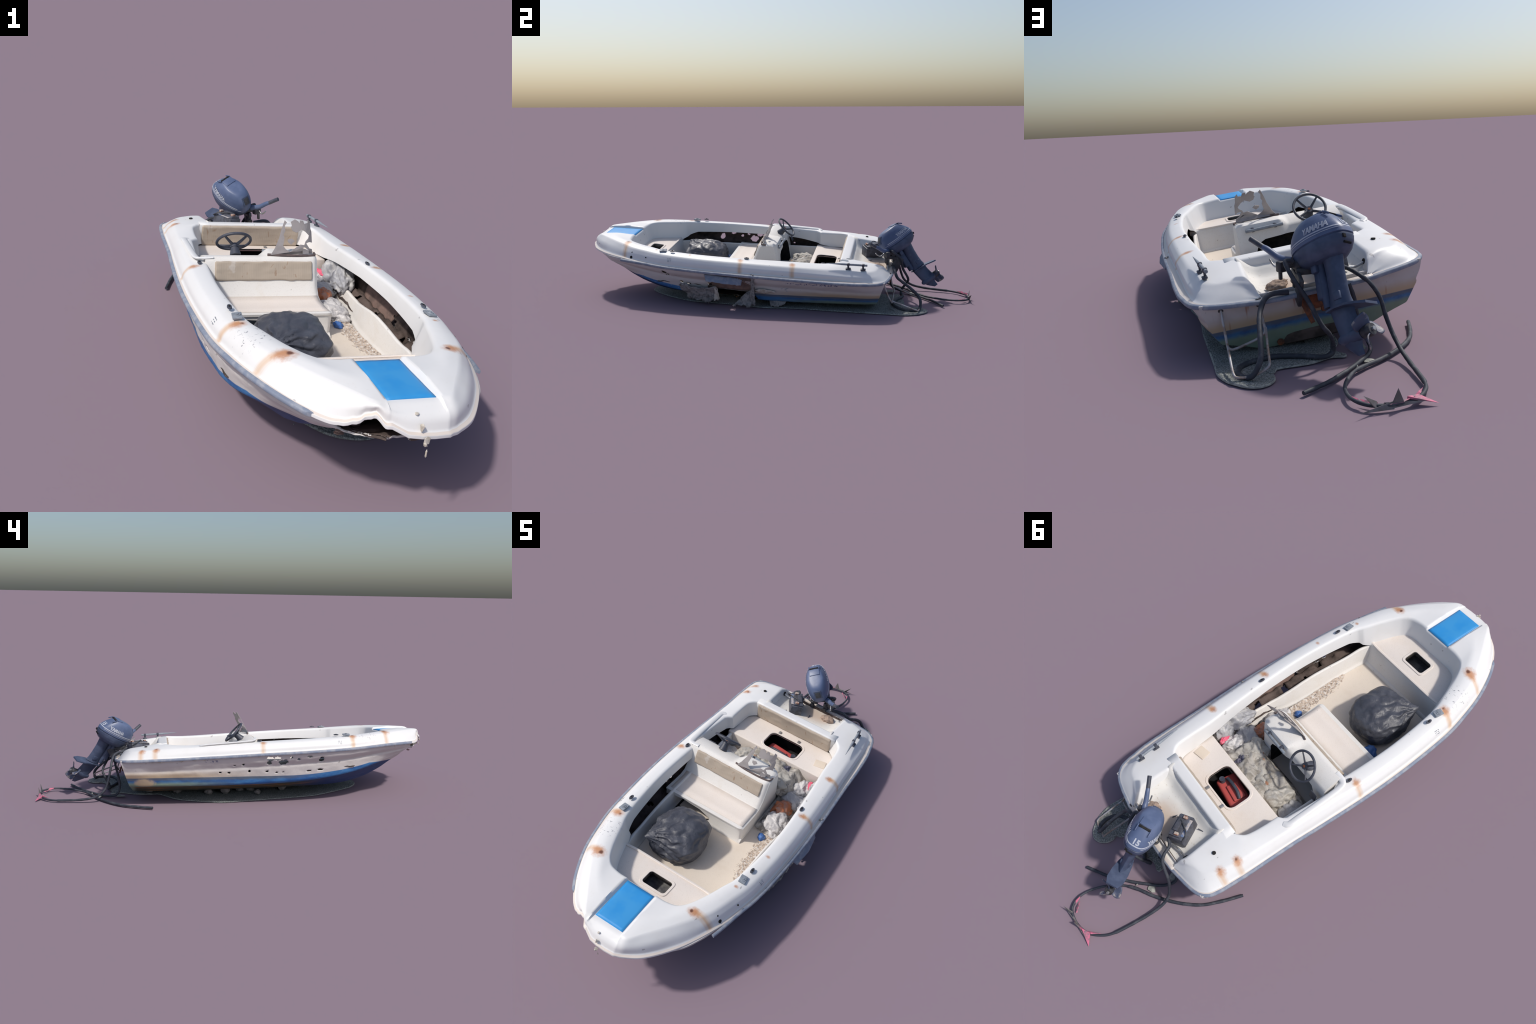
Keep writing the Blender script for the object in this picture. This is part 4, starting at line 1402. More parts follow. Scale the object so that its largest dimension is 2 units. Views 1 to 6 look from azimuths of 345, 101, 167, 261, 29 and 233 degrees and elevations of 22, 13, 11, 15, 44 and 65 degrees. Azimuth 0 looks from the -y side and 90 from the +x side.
# tied black rubbish bag with pleats gathered into a knot
def bin_bag():
    c = Vector((-0.078, -0.403, 0.0))
    knot = (bx(-0.153, -0.497, 0.222) - Vector((c.x, c.y, 0.161))).normalized()
    e1 = knot.cross(Vector((0, 0, 1))).normalized()
    e2 = knot.cross(e1)
    bm = bmesh.new()
    bmesh.ops.create_icosphere(bm, subdivisions=6, radius=1)
    for v in bm.verts:
        d = v.co.normalized()
        r = (abs(d.x) ** 2.6 + abs(d.y) ** 2.6 + abs(d.z) ** 2.6) ** (-1 / 2.6)
        r *= 1 + 0.10 * fbm(d * 1.3 + Vector((4, 1, 2)), 3) + 0.035 * (noise.ridged_multi_fractal(d * 1.9 + Vector((1, 7, 3)), 0.9, 2.1, 3, 1, 2) * 0.5 - 0.5)
        ca = d.dot(knot)
        phi = math.atan2(d.dot(e2), d.dot(e1))
        ang = math.acos(max(-1, min(1, ca)))
        near = max(0, 1 - ang / 2.3)
        ph = phi + 0.25 * noise.noise(d * 3)
        r += near * 0.055 * math.sin(ph * 13 + 2 * noise.noise(d * 2)) * min(1, ang / 0.25)
        r += near * 0.022 * abs(math.sin(ph * 14.5 + 1.0)) + 0.02 * noise.noise(d * 6 + Vector((0, 5, 0)))
        if ang < 0.42:                       # gathered neck
            t = 1 - ang / 0.42
            r *= 1 + 0.24 * t ** 2.2
        s = Vector((0.106, 0.114, 0.080))
        p = Vector((d.x * s.x, d.y * s.y, d.z * s.z)) * r
        if p.z < -0.052:
            p.z = -0.052 + (p.z + 0.052) * 0.25
        v.co = p
    # the frill above the tie
    for k in range(9):
        a = k * 2 * math.pi / 9
        base = Vector((knot.x * 0.103, knot.y * 0.112, knot.z * 0.074)) * 1.2
        d = (e1 * math.cos(a) + e2 * math.sin(a))
        q = bmesh.ops.create_icosphere(bm, subdivisions=2, radius=1)
        for v in q['verts']:
            o = v.co
            v.co = base + (d * (o.x * 0.012 + 0.010) + knot * (o.y * 0.010 + 0.006) + d.cross(knot) * o.z * 0.004) * (1 + 0.4 * noise.noise(o * 2 + Vector((k, 0, 0))))
    ob = finish(bm, 'rubbish_bag', M_BAG, None, 70)
    ob.matrix_world = BOAT @ Matrix.Translation((c.x, c.y, 0.160))
    return label(ob, 'tied black plastic rubbish bag with gathered pleats', 'bin bag')


bin_bag()

# faded red fuel can in the after locker
can = empty('fuel_can', 'faded red plastic fuel can with black handle', 'fuel can', BOAT @ Matrix.Translation((0.004, 0.247, 0.076)) @ Matrix.Rotation(-0.12, 4, 'Z'))
bm = bmesh.new()
add_box(bm, (0.150, 0.086, 0.066), Matrix.Translation((0, 0, 0.033)), 0.012, 4)
add_box(bm, (0.075, 0.05, 0.01), Matrix.Translation((-0.012, -0.006, 0.069)), 0.004, 3)
finish(bm, 'body', M_RED, can)
bm = bmesh.new()
add_disc(bm, 0.012, 0.018, Matrix.Translation((0.058, 0.018, 0.066)), 16, 0.011)
finish(bm, 'cap', M_BLACK, can)
tube('handle', [(0.055, -0.002, 0.074), (0.025, -0.006, 0.085), (-0.02, -0.008, 0.086), (-0.05, -0.002, 0.076)], 0.0048, M_BLACK, can, flat=1.4)

# battery in its box, in the splash well
bat = empty('battery', 'grubby dark battery with corroded terminals and straps', 'battery',
            BOAT @ Matrix.Translation((-0.072, 0.497, 0.198)) @ Matrix.Rotation(0.52, 4, 'Z') @ Matrix.Rotation(0.10, 4, 'Y'))
M_BATT = plain('grubby_grey_case', (0.095, 0.10, 0.125), (0.06, 0.06, 0.07), 0.5, scale=50)
bm = bmesh.new()
add_box(bm, (0.056, 0.098, 0.058), Matrix.Translation((0, 0, 0.029)), 0.003)
add_box(bm, (0.044, 0.086, 0.010), Matrix.Translation((0.003, 0, 0.062)), 0.002)
add_box(bm, (0.020, 0.050, 0.008), Matrix.Translation((0.008, 0, 0.069)), 0.002)
finish(bm, 'case', M_BATT, bat)
box('sticker', (0.012, 0.07, 0.002), (-0.0245, 0, 0.0595), plain('worn_blue_label', (0.16, 0.22, 0.36), (0.5, 0.45, 0.42), 0.5, scale=60), bat, bevel=0.0005)
bm = bmesh.new()
for y in (-0.034, 0.034):
    add_disc(bm, 0.006, 0.008, Matrix.Translation((-0.008, y, 0.065)), 12)
    add_box(bm, (0.016, 0.012, 0.008), Matrix.Translation((-0.004, y, 0.070)), 0.002)
finish(bm, 'terminal', plain('green_brown_corrosion', (0.30, 0.12, 0.07), (0.5, 0.45, 0.4), 0.8, scale=110), bat)
tube('strap', [(-0.03, 0.05, 0.05), (-0.035, 0.02, 0.066), (0.0, -0.015, 0.073), (0.03, -0.03, 0.06)], 0.0025, M_MOTDARK, bat)

ob = lump('stone', (0.090, 0.535, 0.193), (0.030, 0.022, 0.014), M_BRICK, 21, 0.3, 2.0, 4, rot=0.3)
label(ob, 'crumbly tan stone lying in the well', 'stone')

# rubbish heaps
bm = bmesh.new()
rows = []
for i in range(90):
    y = -0.15 + 0.338 * i / 89
    row = []
    for j in range(100):
        x = -0.215 + 0.437 * j / 99
        if y < 0.045:
            x = 0.116 + 0.106 * j / 99
        p = Vector((x, y, 0))
        q = noise.ridged_multi_fractal(p * 16 + Vector((3, 1, 7)), 0.9, 2.1, 4, 1, 2) * 0.5
        h = 0.094 + 0.026 * q + 0.016 * fbm(p * 9) + 0.068 * sstep(-0.20, -0.06, x) * sstep(0.21, 0.12, x) * sstep(0.03, 0.08, y) - 0.014 * sstep(-0.06, -0.16, y)
        row.append(Vector((x, y, max(0.088, h))))
    rows.append(row)
grid(bm, rows)


def heap_mat():
    n = Nodes('matted_rubbish', 0.75, 0.3)
    a = n.step(n.noise(14, 5, 0.7, None, 1.5), 0.42, 0.6)
    b = n.step(n.noise(33, 4, 0.7, None, 1.0), 0.55, 0.66)
    c = n.mix(a, (0.44, 0.41, 0.37), (0.26, 0.235, 0.20))
    c = n.mix(n.math('MULTIPLY', b, 0.7), c, (0.10, 0.095, 0.10))
    c = n.mix(n.math('MULTIPLY', n.step(n.noise(21, 2), 0.66, 0.7), 0.8), c, (0.38, 0.17, 0.09))
    n.bump(n.noise(60, 5, 0.7), 0.5, 0.003)
    return n.color(c)


ob = finish(bm, 'rubbish_heap', heap_mat(), None, 60)
ob.matrix_world = BOAT
ob['kind'] = 'stuff'
label(ob, 'matted grey and brown rubbish on the sole', 'rubbish')
HEAPS = [
    ('plastic_bag', (0.180, -0.085, 0.092), (0.046, 0.055, 0.034), M_BAGWHITE, 1, 'crumpled dirty white plastic bag'),
    ('plastic_bag', (0.188, 0.065, 0.095), (0.045, 0.060, 0.034), M_BAGGREY, 2, 'crumpled grey plastic bag'),
    ('plastic_bag', (0.185, 0.130, 0.095), (0.042, 0.045, 0.046), M_BAGWHITE, 3, 'crumpled dirty white plastic bag'),
    ('plastic_bag', (0.268, 0.060, 0.130), (0.040, 0.075, 0.050), M_BAGGREY, 4, 'crumpled grey plastic film'),
    ('plastic_bag', (0.262, 0.125, 0.115), (0.038, 0.050, 0.070), M_BAGGREY, 5, 'crumpled grey plastic film'),
    ('orange_bag', (0.165, -0.010, 0.090), (0.046, 0.034, 0.045), M_ORANGE, 6, 'torn orange plastic bag'),
    ('old_cloth', (0.082, 0.146, 0.120), (0.036, 0.032, 0.046), M_NAVY, 7, 'bundled dark navy cloth'),
    ('sackcloth', (0.085, 0.085, 0.125), (0.064, 0.052, 0.042), M_SACK, 8, 'dirty beige sackcloth heap'),
    ('sackcloth', (-0.020, 0.125, 0.120), (0.070, 0.048, 0.040), M_SACK, 9, 'dirty beige sackcloth heap'),
    ('sackcloth', (-0.110, 0.130, 0.115), (0.058, 0.045, 0.040), M_SACK, 10, 'dirty beige sackcloth heap'),
    ('sackcloth', (-0.195, 0.120, 0.090), (0.045, 0.060, 0.034), M_BAGGREY, 11, 'crumpled grey plastic film'),
    ('blue_rag', (0.165, -0.176, 0.092), (0.018, 0.014, 0.012), M_BLUERAG, 12, 'small crumpled blue rag'),
    ('blue_rag', (-0.165, -0.285, 0.094), (0.030, 0.028, 0.026), M_BLUERAG, 13, 'crumpled bright blue rag'),
    ('pink_rag', (0.215, 0.150, 0.145), (0.012, 0.026, 0.012), M_PINKRAG, 14, 'scrap of pink cloth'),
    ('plastic_bottle', (0.195, -0.140, 0.092), (0.016, 0.024, 0.018), M_BAGWHITE, 15, 'squashed clear plastic bottle'),
]
for nm, loc, size, mat, seed, text in HEAPS:
    ob = lump(nm, loc, size, mat, seed, 0.34, 1.6, 5 if size[0] > 0.03 else 4, rot=seed * 0.7)
    label(ob, text, 'rubbish')

# drift of grit along the starboard liner
bm = bmesh.new()
rows = []
for i in range(50):
    y = -0.50 + 0.40 * i / 49
    w = 0.055 * math.sin(math.pi * min(1, max(0, (y + 0.46) / 0.40))) ** 0.6 * (1 + 0.35 * noise.noise(Vector((y * 30, 0, 3)))) if -0.46 < y < -0.06 else 0.001
    row = []
    for j in range(16):
        t = j / 15
        x = 0.212 - w * t
        zs = 0.092 + 0.024 * sstep(-0.2, -0.58, y)
        z = zs - 0.0015 + (0.008 * (1 - t) ** 1.5 + 0.005 * abs(fbm(Vector((x * 80, y * 80, 0))))) * min(1, w / 0.02)
        row.append(Vector((x, y, z)))
    rows.append(row)
grid(bm, rows)
rnd = random.Random(5)
for k in range(110):
    y = rnd.uniform(-0.40, -0.16)
    x = 0.208 - rnd.random() ** 1.3 * 0.05
    flake(bm, (x, y, 0.098 + 0.02 * sstep(-0.2, -0.58, y) + rnd.random() * 0.006), rnd.uniform(0.0008, 0.0024), k, (1.4, 1, 0.5))
ob = finish(bm, 'grit_drift', M_GRIT, None, 25)
ob.matrix_world = BOAT
ob['kind'] = 'stuff'
label(ob, 'drift of sandy grit and debris on the sole', 'dirt')

# ================================================================== OUTBOARD MOTOR (world frame, tilted and turned)
up = Vector((0.0, -0.56, 0.83)).normalized()
rear = Vector((-0.53, 0.70, 0.474))
rear = (rear - up * rear.dot(up)).normalized()
wid = up.cross(rear).normalized() * -1          # towards starboard
if wid.x < 0:
    wid = -wid
MO = Vector((-0.028, 0.736, 0.164))
MOT = Matrix.Translation(MO) @ Matrix((rear, wid, up)).transposed().to_4x4()
motor = empty('outboard_motor', 'faded blue grey outboard motor tilted up on the transom', 'outboard motor', MOT)

COWL = [  # height, rear-most, front-most, half width, exponent
    (0.127, 0.030, -0.070, 0.036, 2.8), (0.132, 0.044, -0.088, 0.044, 3.0), (0.143, 0.058, -0.103, 0.0500, 3.2), (0.157, 0.066, -0.113, 0.053, 3.4),
    (0.170, 0.0695, -0.117, 0.0535, 3.4), (0.173, 0.0690, -0.1175, 0.053, 3.4), (0.1745, 0.0665, -0.1155, 0.0510, 3.4), (0.1765, 0.0665, -0.1155, 0.0510, 3.4), (0.178, 0.0700, -0.119, 0.0540, 3.4),
    (0.190, 0.0680, -0.119, 0.0540, 3.5), (0.205, 0.060, -0.1165, 0.0525, 3.6), (0.220, 0.049, -0.111, 0.0495, 3.6), (0.234, 0.037, -0.102, 0.0450, 3.5), (0.244, 0.028, -0.092, 0.0400, 3.4), (0.2495, 0.023, -0.084, 0.0365, 3.3), (0.2520, 0.018, -0.077, 0.032, 3.2), (0.2535, 0.010, -0.066, 0.024, 3.0), (0.2542, -0.006, -0.044, 0.010, 2.6)]


def cowl_point(h, a):
    hs = [c[0] for c in COWL]
    r1, r0, hw, ex = (pchip(h, hs, [c[k] for c in COWL]) for k in range(1, 5))
    cx, half = (r1 + r0) / 2, (r1 - r0) / 2
    ca, sa = math.cos(a), math.sin(a)
    k = (abs(ca) ** ex + abs(sa) ** ex) ** (-1 / ex)
    u, v = ca * k, sa * k
    w = v * hw
    w *= (1 - 0.28 * max(0, u) ** 1.5) * (1 - 0.26 * max(0, -u) ** 1.6)
    return Vector((cx + half * u, w, h))


bm = bmesh.new()
NA = 72
rows = [[cowl_point(h, 2 * math.pi * k / NA) for k in range(NA)] for h, *_ in COWL]
dense = []
for h0, h1 in zip([c[0] for c in COWL], [c[0] for c in COWL][1:]):
    k = max(1, int((h1 - h0) / 0.004))
    dense += [h0 + (h1 - h0) * s / k for s in range(k)]
dense.append(COWL[-1][0])
rows = [[cowl_point(h, 2 * math.pi * k / NA) for k in range(NA)] for h in dense]
V, F = grid(bm, rows, (lambda i, j: 1 if dense[i] < 0.1755 else 0), close_v=True)
bm.faces.new(V[0]).material_index = 1
bm.faces.new(V[-1])
cowl = finish(bm, 'cowl', [M_COWL, M_LEG], motor, 30)
# dark plate as vent slot, hooded, top after end; air intake at front
bm = bmesh.new()
add_box(bm, (0.009, 0.042, 0.005), Matrix.Translation((0.0225, 0, 0.2495)) @ Matrix.Rotation(0.5, 4, 'Y'), 0.002)
finish(bm, 'vent_slot_plate', M_DARK, motor)
bm = bmesh.new()
add_box(bm, (0.032, 0.048, 0.004), Matrix.Translation((0.001, 0, 0.2538)) @ Matrix.Rotation(0.08, 4, 'Y'), 0.0018, 3)
for sy in (-1, 1):
    add_box(bm, (0.026, 0.004, 0.006), Matrix.Translation((0.030, sy * 0.0245, 0.2440)) @ Matrix.Rotation(0.62, 4, 'Y'), 0.002)
finish(bm, 'cowl_handle', M_COWL, motor)
bm = bmesh.new()
add_box(bm, (0.040, 0.036, 0.004), Matrix.Translation((-0.1045, 0, 0.2285)) @ Matrix.Rotation(-0.93, 4, 'Y'), 0.0018, 3)
finish(bm, 'air_intake', M_LEG, motor)
bm = bmesh.new()
add_box(bm, (0.028, 0.024, 0.004), Matrix.Translation((-0.1062, 0, 0.2290)) @ Matrix.Rotation(-0.93, 4, 'Y'), 0.0012, 2)
finish(bm, 'intake_mouth_plate', M_MOTDARK, motor)  # proud black plate stands in for the intake opening
bm = bmesh.new()
add_box(bm, (0.004, 0.010, 0.010), Matrix.Translation((0.0675, 0.018, 0.163)), 0.0008)
add_box(bm, (0.005, 0.026, 0.006), Matrix.Translation((0.0615, 0.004, 0.149)) @ Matrix.Rotation(0.5, 4, 'Y'), 0.001)
finish(bm, 'rear_catch', M_DARK, motor)


def stripe(h, th, lift, a0, a1, name):
    """thin proud band following the cowl"""
    bm = bmesh.new()
    rows = []
    for k in range(61):
        a = a0 + (a1 - a0) * k / 60
        row = []
        for dh, l in ((-th / 2, 0.0), (-th / 2, lift), (th / 2, lift), (th / 2, 0.0)):
            p = cowl_point(h + dh, a)
            n = Vector((p.x + 0.02, p.y * 2.2, 0)).normalized()
            row.append(p + n * l)
        rows.append(row)
    V, _ = grid(bm, rows, close_v=True)
    finish(bm, name, M_DECAL, motor)


stripe(0.1945, 0.0034, 0.0006, -2.3, 2.3, 'decal_stripe')
stripe(0.1880, 0.0016, 0.0006, -2.5, -0.6, 'decal_stripe')
stripe(0.1880, 0.0016, 0.0006, 0.6, 2.5, 'decal_stripe')


def lettering(text, size, name, fn):
    """raised letters whose flat layout (u along, v up) is mapped on to the cowl"""
    cu = bpy.data.curves.new(name, 'FONT')
    cu.body = text
    cu.size = size
    cu.align_x = 'CENTER'
    cu.extrude = 0.0004
    cu.offset = size * 0.04
    tmp = bpy.data.objects.new(name, cu)
    COLL.objects.link(tmp)
    dg = bpy.context.evaluated_depsgraph_get()
    dg.update()
    me = bpy.data.meshes.new_from_object(tmp.evaluated_get(dg))
    bpy.data.objects.remove(tmp)
    bm = bmesh.new()
    bm.from_mesh(me)
    bpy.data.meshes.remove(me)
    bmesh.ops.subdivide_edges(bm, edges=[e for e in bm.edges if e.calc_length() > 0.004], cuts=2)
    for v in bm.verts:
        v.co = fn(v.co.x, v.co.y, v.co.z)
    return finish(bm, name, M_DECAL, motor, 30)


def on_side(sgn):
    def f(u, v, w):
        x = 0.004 + u * (1 if sgn > 0 else 1) * (-sgn if False else 1)
        x = 0.002 + (u if sgn > 0 else -u)
        h = 0.2005 + v
        # solve for the angle with this fore-and-aft position
        lo, hi = 0.05, math.pi - 0.05
        for _ in range(24):
            m = (lo + hi) / 2
            if cowl_point(h, m).x > x:
                lo = m
            else:
                hi = m
        p = cowl_point(h, (lo + hi) / 2)
        return Vector((x, sgn * (p.y + 0.0008 + w), h))
    return f


# The letters read from front to rear on the starboard side and rear to front on the port side
for sgn in (1, -1):
    ob = lettering('YAMAHA', 0.0185, 'brand_lettering', on_side(sgn))
    for v in ob.data.vertices:
        v.co.z = 0.2005 + (v.co.z - 0.2005) * 1.25


def on_rear(u, v, w):
    h = 0.2005 + v * 0.85
    p = cowl_point(h, 0.0)
    return Vector((p.x + 0.0008 + w, -u, h))


ob = lettering('15', 0.027, 'power_numeral', on_rear)

# leg: tapered strut, anti-ventilation plate, gearcase, skeg
def foil(x0, x1, half, h, n=20):
    out = []
    for k in range(n):
        a = 2 * math.pi * k / n
        u = math.cos(a)
        t = (u + 1) / 2                      # 1 at the rear
        th = half * math.sin(a) * (1.0 - 0.55 * max(0, u) ** 2)
        out.append(Vector((x0 + (x1 - x0) * t, th, h)))
    return out


bm = bmesh.new()
rows = [foil(-0.030, 0.038, 0.024, 0.140), foil(-0.028, 0.034, 0.0215, 0.120), foil(-0.028, 0.030, 0.0195, 0.09), foil(-0.031, 0.029, 0.0185, 0.05), foil(-0.036, 0.031, 0.018, 0.020), foil(-0.041, 0.036, 0.018, 0.003)]
V, _ = grid(bm, rows, close_v=True)
bm.faces.new(V[0])
bm.faces.new(V[-1])
add_box(bm, (0.024, 0.040, 0.022), Matrix.Translation((0.002, 0, 0.028)), 0.003)
finish(bm, 'leg', M_LEG, motor, 40)
bm = bmesh.new()
plate = [(-0.042, 0.020), (-0.01, 0.027), (0.03, 0.032), (0.065, 0.032), (0.088, 0.022)]
out = plate + [(x, -y) for x, y in plate[::-1]]
prism(bm, out, lambda x, y: -0.003 - 0.24 * max(0, x - 0.01), lambda x, y: 0.002 - 0.22 * max(0, x - 0.01))
finish(bm, 'anti_ventilation_plate', M_LEG, motor, 30)
bm = bmesh.new()
rows = [foil(-0.042, 0.034, 0.0165, 0.001), foil(-0.036, 0.036, 0.0140, -0.030), foil(-0.031, 0.042, 0.0135, -0.055), foil(-0.026, 0.046, 0.0165, -0.072), foil(-0.022, 0.045, 0.0165, -0.085),
        foil(-0.018, 0.036, 0.0075, -0.098), foil(-0.006, 0.034, 0.0045, -0.110), foil(0.016, 0.036, 0.0022, -0.130)]
V, _ = grid(bm, rows, close_v=True)
bm.faces.new(V[0])
bm.faces.new(V[-1])
rows = []
for t, r in ((-0.036, 0.003), (-0.031, 0.009), (-0.020, 0.0145), (-0.004, 0.0175), (0.018, 0.0185), (0.036, 0.017), (0.043, 0.016)):
    rows.append([Vector((t, r * math.cos(a), -0.079 + r * math.sin(a))) for a in np.linspace(0, 2 * math.pi, 18, endpoint=False)])
V, _ = grid(bm, rows, close_v=True)
bm.faces.new(V[0])
bm.faces.new(V[-1])
finish(bm, 'gearcase', M_LEG, motor, 40)
prop = bpy.data.objects.new('propeller', None)
prop.empty_display_size = 0.03
place(prop, motor)
bm = bmesh.new()
rows = []
for t, r in ((0.042, 0.013), (0.047, 0.0165), (0.068, 0.0165), (0.074, 0.0145)):
    rows.append([Vector((t, r * math.cos(a), -0.080 + r * math.sin(a))) for a in np.linspace(0, 2 * math.pi, 18, endpoint=False)])
V, _ = grid(bm, rows, close_v=True)
bm.faces.new(V[0])
bm.faces.new(V[-1])
finish(bm, 'hub', M_MOTDARK, prop, 40)
bm = bmesh.new()
add_disc(bm, 0.006, 0.010, Matrix.Translation((0.070, 0, -0.080)) @ Matrix.Rotation(math.pi / 2, 4, 'Y'), 6)
finish(bm, 'hub_nut', M_METAL, prop)
M_BLADE = plain('chalky_prop_paint', (0.07, 0.085, 0.14), (0.30, 0.27, 0.26), 0.5, scale=30, lo=0.5, hi=0.62)
for b in range(3):
    a0 = b * 2 * math.pi / 3 + 0.72
    bm = bmesh.new()
    rows = []
    for i in range(9):
        t = i / 8
        rr = 0.013 + 0.032 * t
        half = 0.95 * math.sin(math.pi * (0.30 + 0.52 * t)) * 0.80
        row = []
        for j in range(9):
            s = j / 8 - 0.5
            ang = a0 + s * 2 * half * 0.9
            row.append(Vector((0.055 + s * 0.034 * (1 - 0.25 * t) + 0.006 * t, rr * math.cos(ang), -0.080 + rr * math.sin(ang))))
        rows.append(row)
    grid(bm, rows)
    thicken(finish(bm, 'blade', M_BLADE, prop, 60), 0.003, 0)

# swivel bracket, clamp, tiller and linkage
bm = bmesh.new()
add_box(bm, (0.024, 0.030, 0.090), Matrix.Translation((-0.052, 0, 0.082)) @ Matrix.Rotation(0.06, 4, 'Y'), 0.006, 3)
add_box(bm, (0.020, 0.050, 0.022), Matrix.Translation((-0.050, 0, 0.118)), 0.004)
add_disc(bm, 0.014, 0.135, Matrix.Translation((-0.043, 0, 0.012)), 14)
finish(bm, 'swivel_bracket', M_LEG, motor, 40)
bm = bmesh.new()
Mi = MOT.inverted()
R3 = Mi.to_3x3().to_4x4()
for dx in (-0.034, 0.034):
    add_box(bm, (0.011, 0.040, 0.085), Mi @ Matrix.Translation((0.018 + dx, 0.622, 0.190)) @ Matrix.Rotation(-0.45, 4, 'X'), 0.003)
    add_box(bm, (0.012, 0.060, 0.018), Mi @ Matrix.Translation((0.018 + dx, 0.595, 0.226)) @ Matrix.Rotation(-0.2, 4, 'X'), 0.003)
    add_box(bm, (0.012, 0.012, 0.045), Mi @ Matrix.Translation((0.018 + dx, 0.578, 0.208)), 0.003)
    add_disc(bm, 0.009, 0.018, Mi @ Matrix.Translation((0.018 + dx, 0.566, 0.203)) @ Matrix.Rotation(-math.pi / 2, 4, 'X'), 12)
add_box(bm, (0.075, 0.02, 0.02), Mi @ Matrix.Translation((0.018, 0.606, 0.235)), 0.005)
add_box(bm, (0.07, 0.030, 0.026), Mi @ Matrix.Translation((0.024, 0.590, 0.250)) @ Matrix.Rotation(0.2, 4, 'Z'), 0.008)
finish(bm, 'clamp_bracket', M_MOTDARK, motor, 40)
tw = lambda p: Mi @ Vector(p)
tube('tiller', [tw(p) for p in [(0.058, 0.578, 0.258), (0.078, 0.566, 0.262), (0.090, 0.552, 0.268), (0.110, 0.530, 0.285), (0.122, 0.518, 0.292)]], lambda t: 0.0115 - 0.004 * t, M_COWL, motor, n=5)
tube('tiller_grip', [tw(p) for p in [(0.121, 0.519, 0.2915), (0.135, 0.505, 0.302), (0.149, 0.491, 0.312)]], 0.0078, M_BLACK, motor, n=4)
bm = bmesh.new()
add_box(bm, (0.034, 0.022, 0.030), Mi @ Matrix.Translation((0.082, 0.575, 0.246)) @ Matrix.Rotation(0.5, 4, 'Z'), 0.005)
add_box(bm, (0.010, 0.012, 0.030), Mi @ Matrix.Translation((0.088, 0.570, 0.224)), 0.003)
add_box(bm, (0.060, 0.014, 0.016), Mi @ Matrix.Translation((0.055, 0.580, 0.248)) @ Matrix.Rotation(-0.2, 4, 'Z'), 0.004)
finish(bm, 'steering_bracket', M_MOTDARK, motor, 40)
tube('throttle_link', [tw(p) for p in [(0.088, 0.557, 0.250), (0.094, 0.545, 0.24), (0.100, 0.530, 0.246), (0.104, 0.520, 0.256)]], 0.003, M_METAL, motor)
tube('fuel_line', [tw(p) for p in [(0.0, 0.56, 0.232), (-0.03, 0.575, 0.222), (-0.045, 0.60, 0.215), (-0.02, 0.62, 0.22)]], 0.004, M_MOTDARK, motor)

# ================================================================== HOSES AND LITTER ASTERN (world frame)
def hose(name, pts, r, text, mat=M_HOSE):
    bm = bmesh.new()
    sweep(bm, catmull(pts, 9), r, 10, jitter=0.12)
    return label(finish(bm, name, mat, None, 60), text, 'hose')


hose('long_hose', [(-0.332, 0.436, 0.0075), (-0.308, 0.502, 0.007), (-0.276, 0.572, 0.0065), (-0.237, 0.622, 0.006), (-0.191, 0.666, 0.006), (-0.138, 0.706, 0.006), (-0.078, 0.742, 0.007), (-0.037, 0.776, 0.009),
                   (0.003, 0.836, 0.011), (0.022, 0.888, 0.012), (0.024, 0.938, 0.013), (0.003, 0.976, 0.012), (-0.034, 0.989, 0.011), (-0.076, 0.988, 0.010), (-0.114, 0.973, 0.009), (-0.146, 0.942, 0.008), (-0.167, 0.902, 0.008),
                   (-0.178, 0.838, 0.010), (-0.186, 0.771, 0.014), (-0.190, 0.710, 0.026), (-0.186, 0.668, 0.055), (-0.175, 0.648, 0.10), (-0.164, 0.636, 0.150), (-0.140, 0.628, 0.190), (-0.115, 0.620, 0.212), (-0.098, 0.600, 0.224), (-0.085, 0.570, 0.228), (-0.055, 0.555, 0.232)],
     lambda t: 0.0062 if t < 0.25 else (0.0048 if t < 0.6 else 0.006), 'long black rubber hose looped on the ground')
hose('short_hose', [(0.112, 0.855, 0.0065), (0.066, 0.828, 0.0065), (0.030, 0.805, 0.0065), (-0.008, 0.773, 0.0065), (-0.045, 0.741, 0.0065), (-0.079, 0.706, 0.0065), (-0.112, 0.672, 0.008), (-0.134, 0.636, 0.012), (-0.138, 0.610, 0.022), (-0.128, 0.596, 0.05), (-0.112, 0.600, 0.10), (-0.10, 0.612, 0.15), (-0.085, 0.618, 0.19)],
     0.0058, 'black rubber hose end lying astern')
hose('control_hose', [(0.050, 0.590, 0.255), (0.070, 0.597, 0.264), (0.082, 0.606, 0.260), (0.071, 0.643, 0.224), (0.040, 0.655, 0.170), (0.014, 0.684, 0.110), (-0.012, 0.672, 0.075), (-0.024, 0.655, 0.045), (-0.022, 0.652, 0.02), (0.004, 0.660, 0.014),
                      (0.051, 0.636, 0.014), (0.121, 0.612, 0.014), (0.181, 0.626, 0.014), (0.222, 0.653, 0.013), (0.235, 0.695, 0.013), (0.226, 0.728, 0.013), (0.205, 0.742, 0.022), (0.185, 0.738, 0.06), (0.176, 0.700, 0.100), (0.167, 0.655, 0.132), (0.158, 0.630, 0.150), (0.143, 0.618, 0.174), (0.120, 0.612, 0.184), (0.078, 0.608, 0.183)],
     lambda t: 0.0062 if t < 0.3 else 0.0072, 'black control hose looping from motor to gravel')


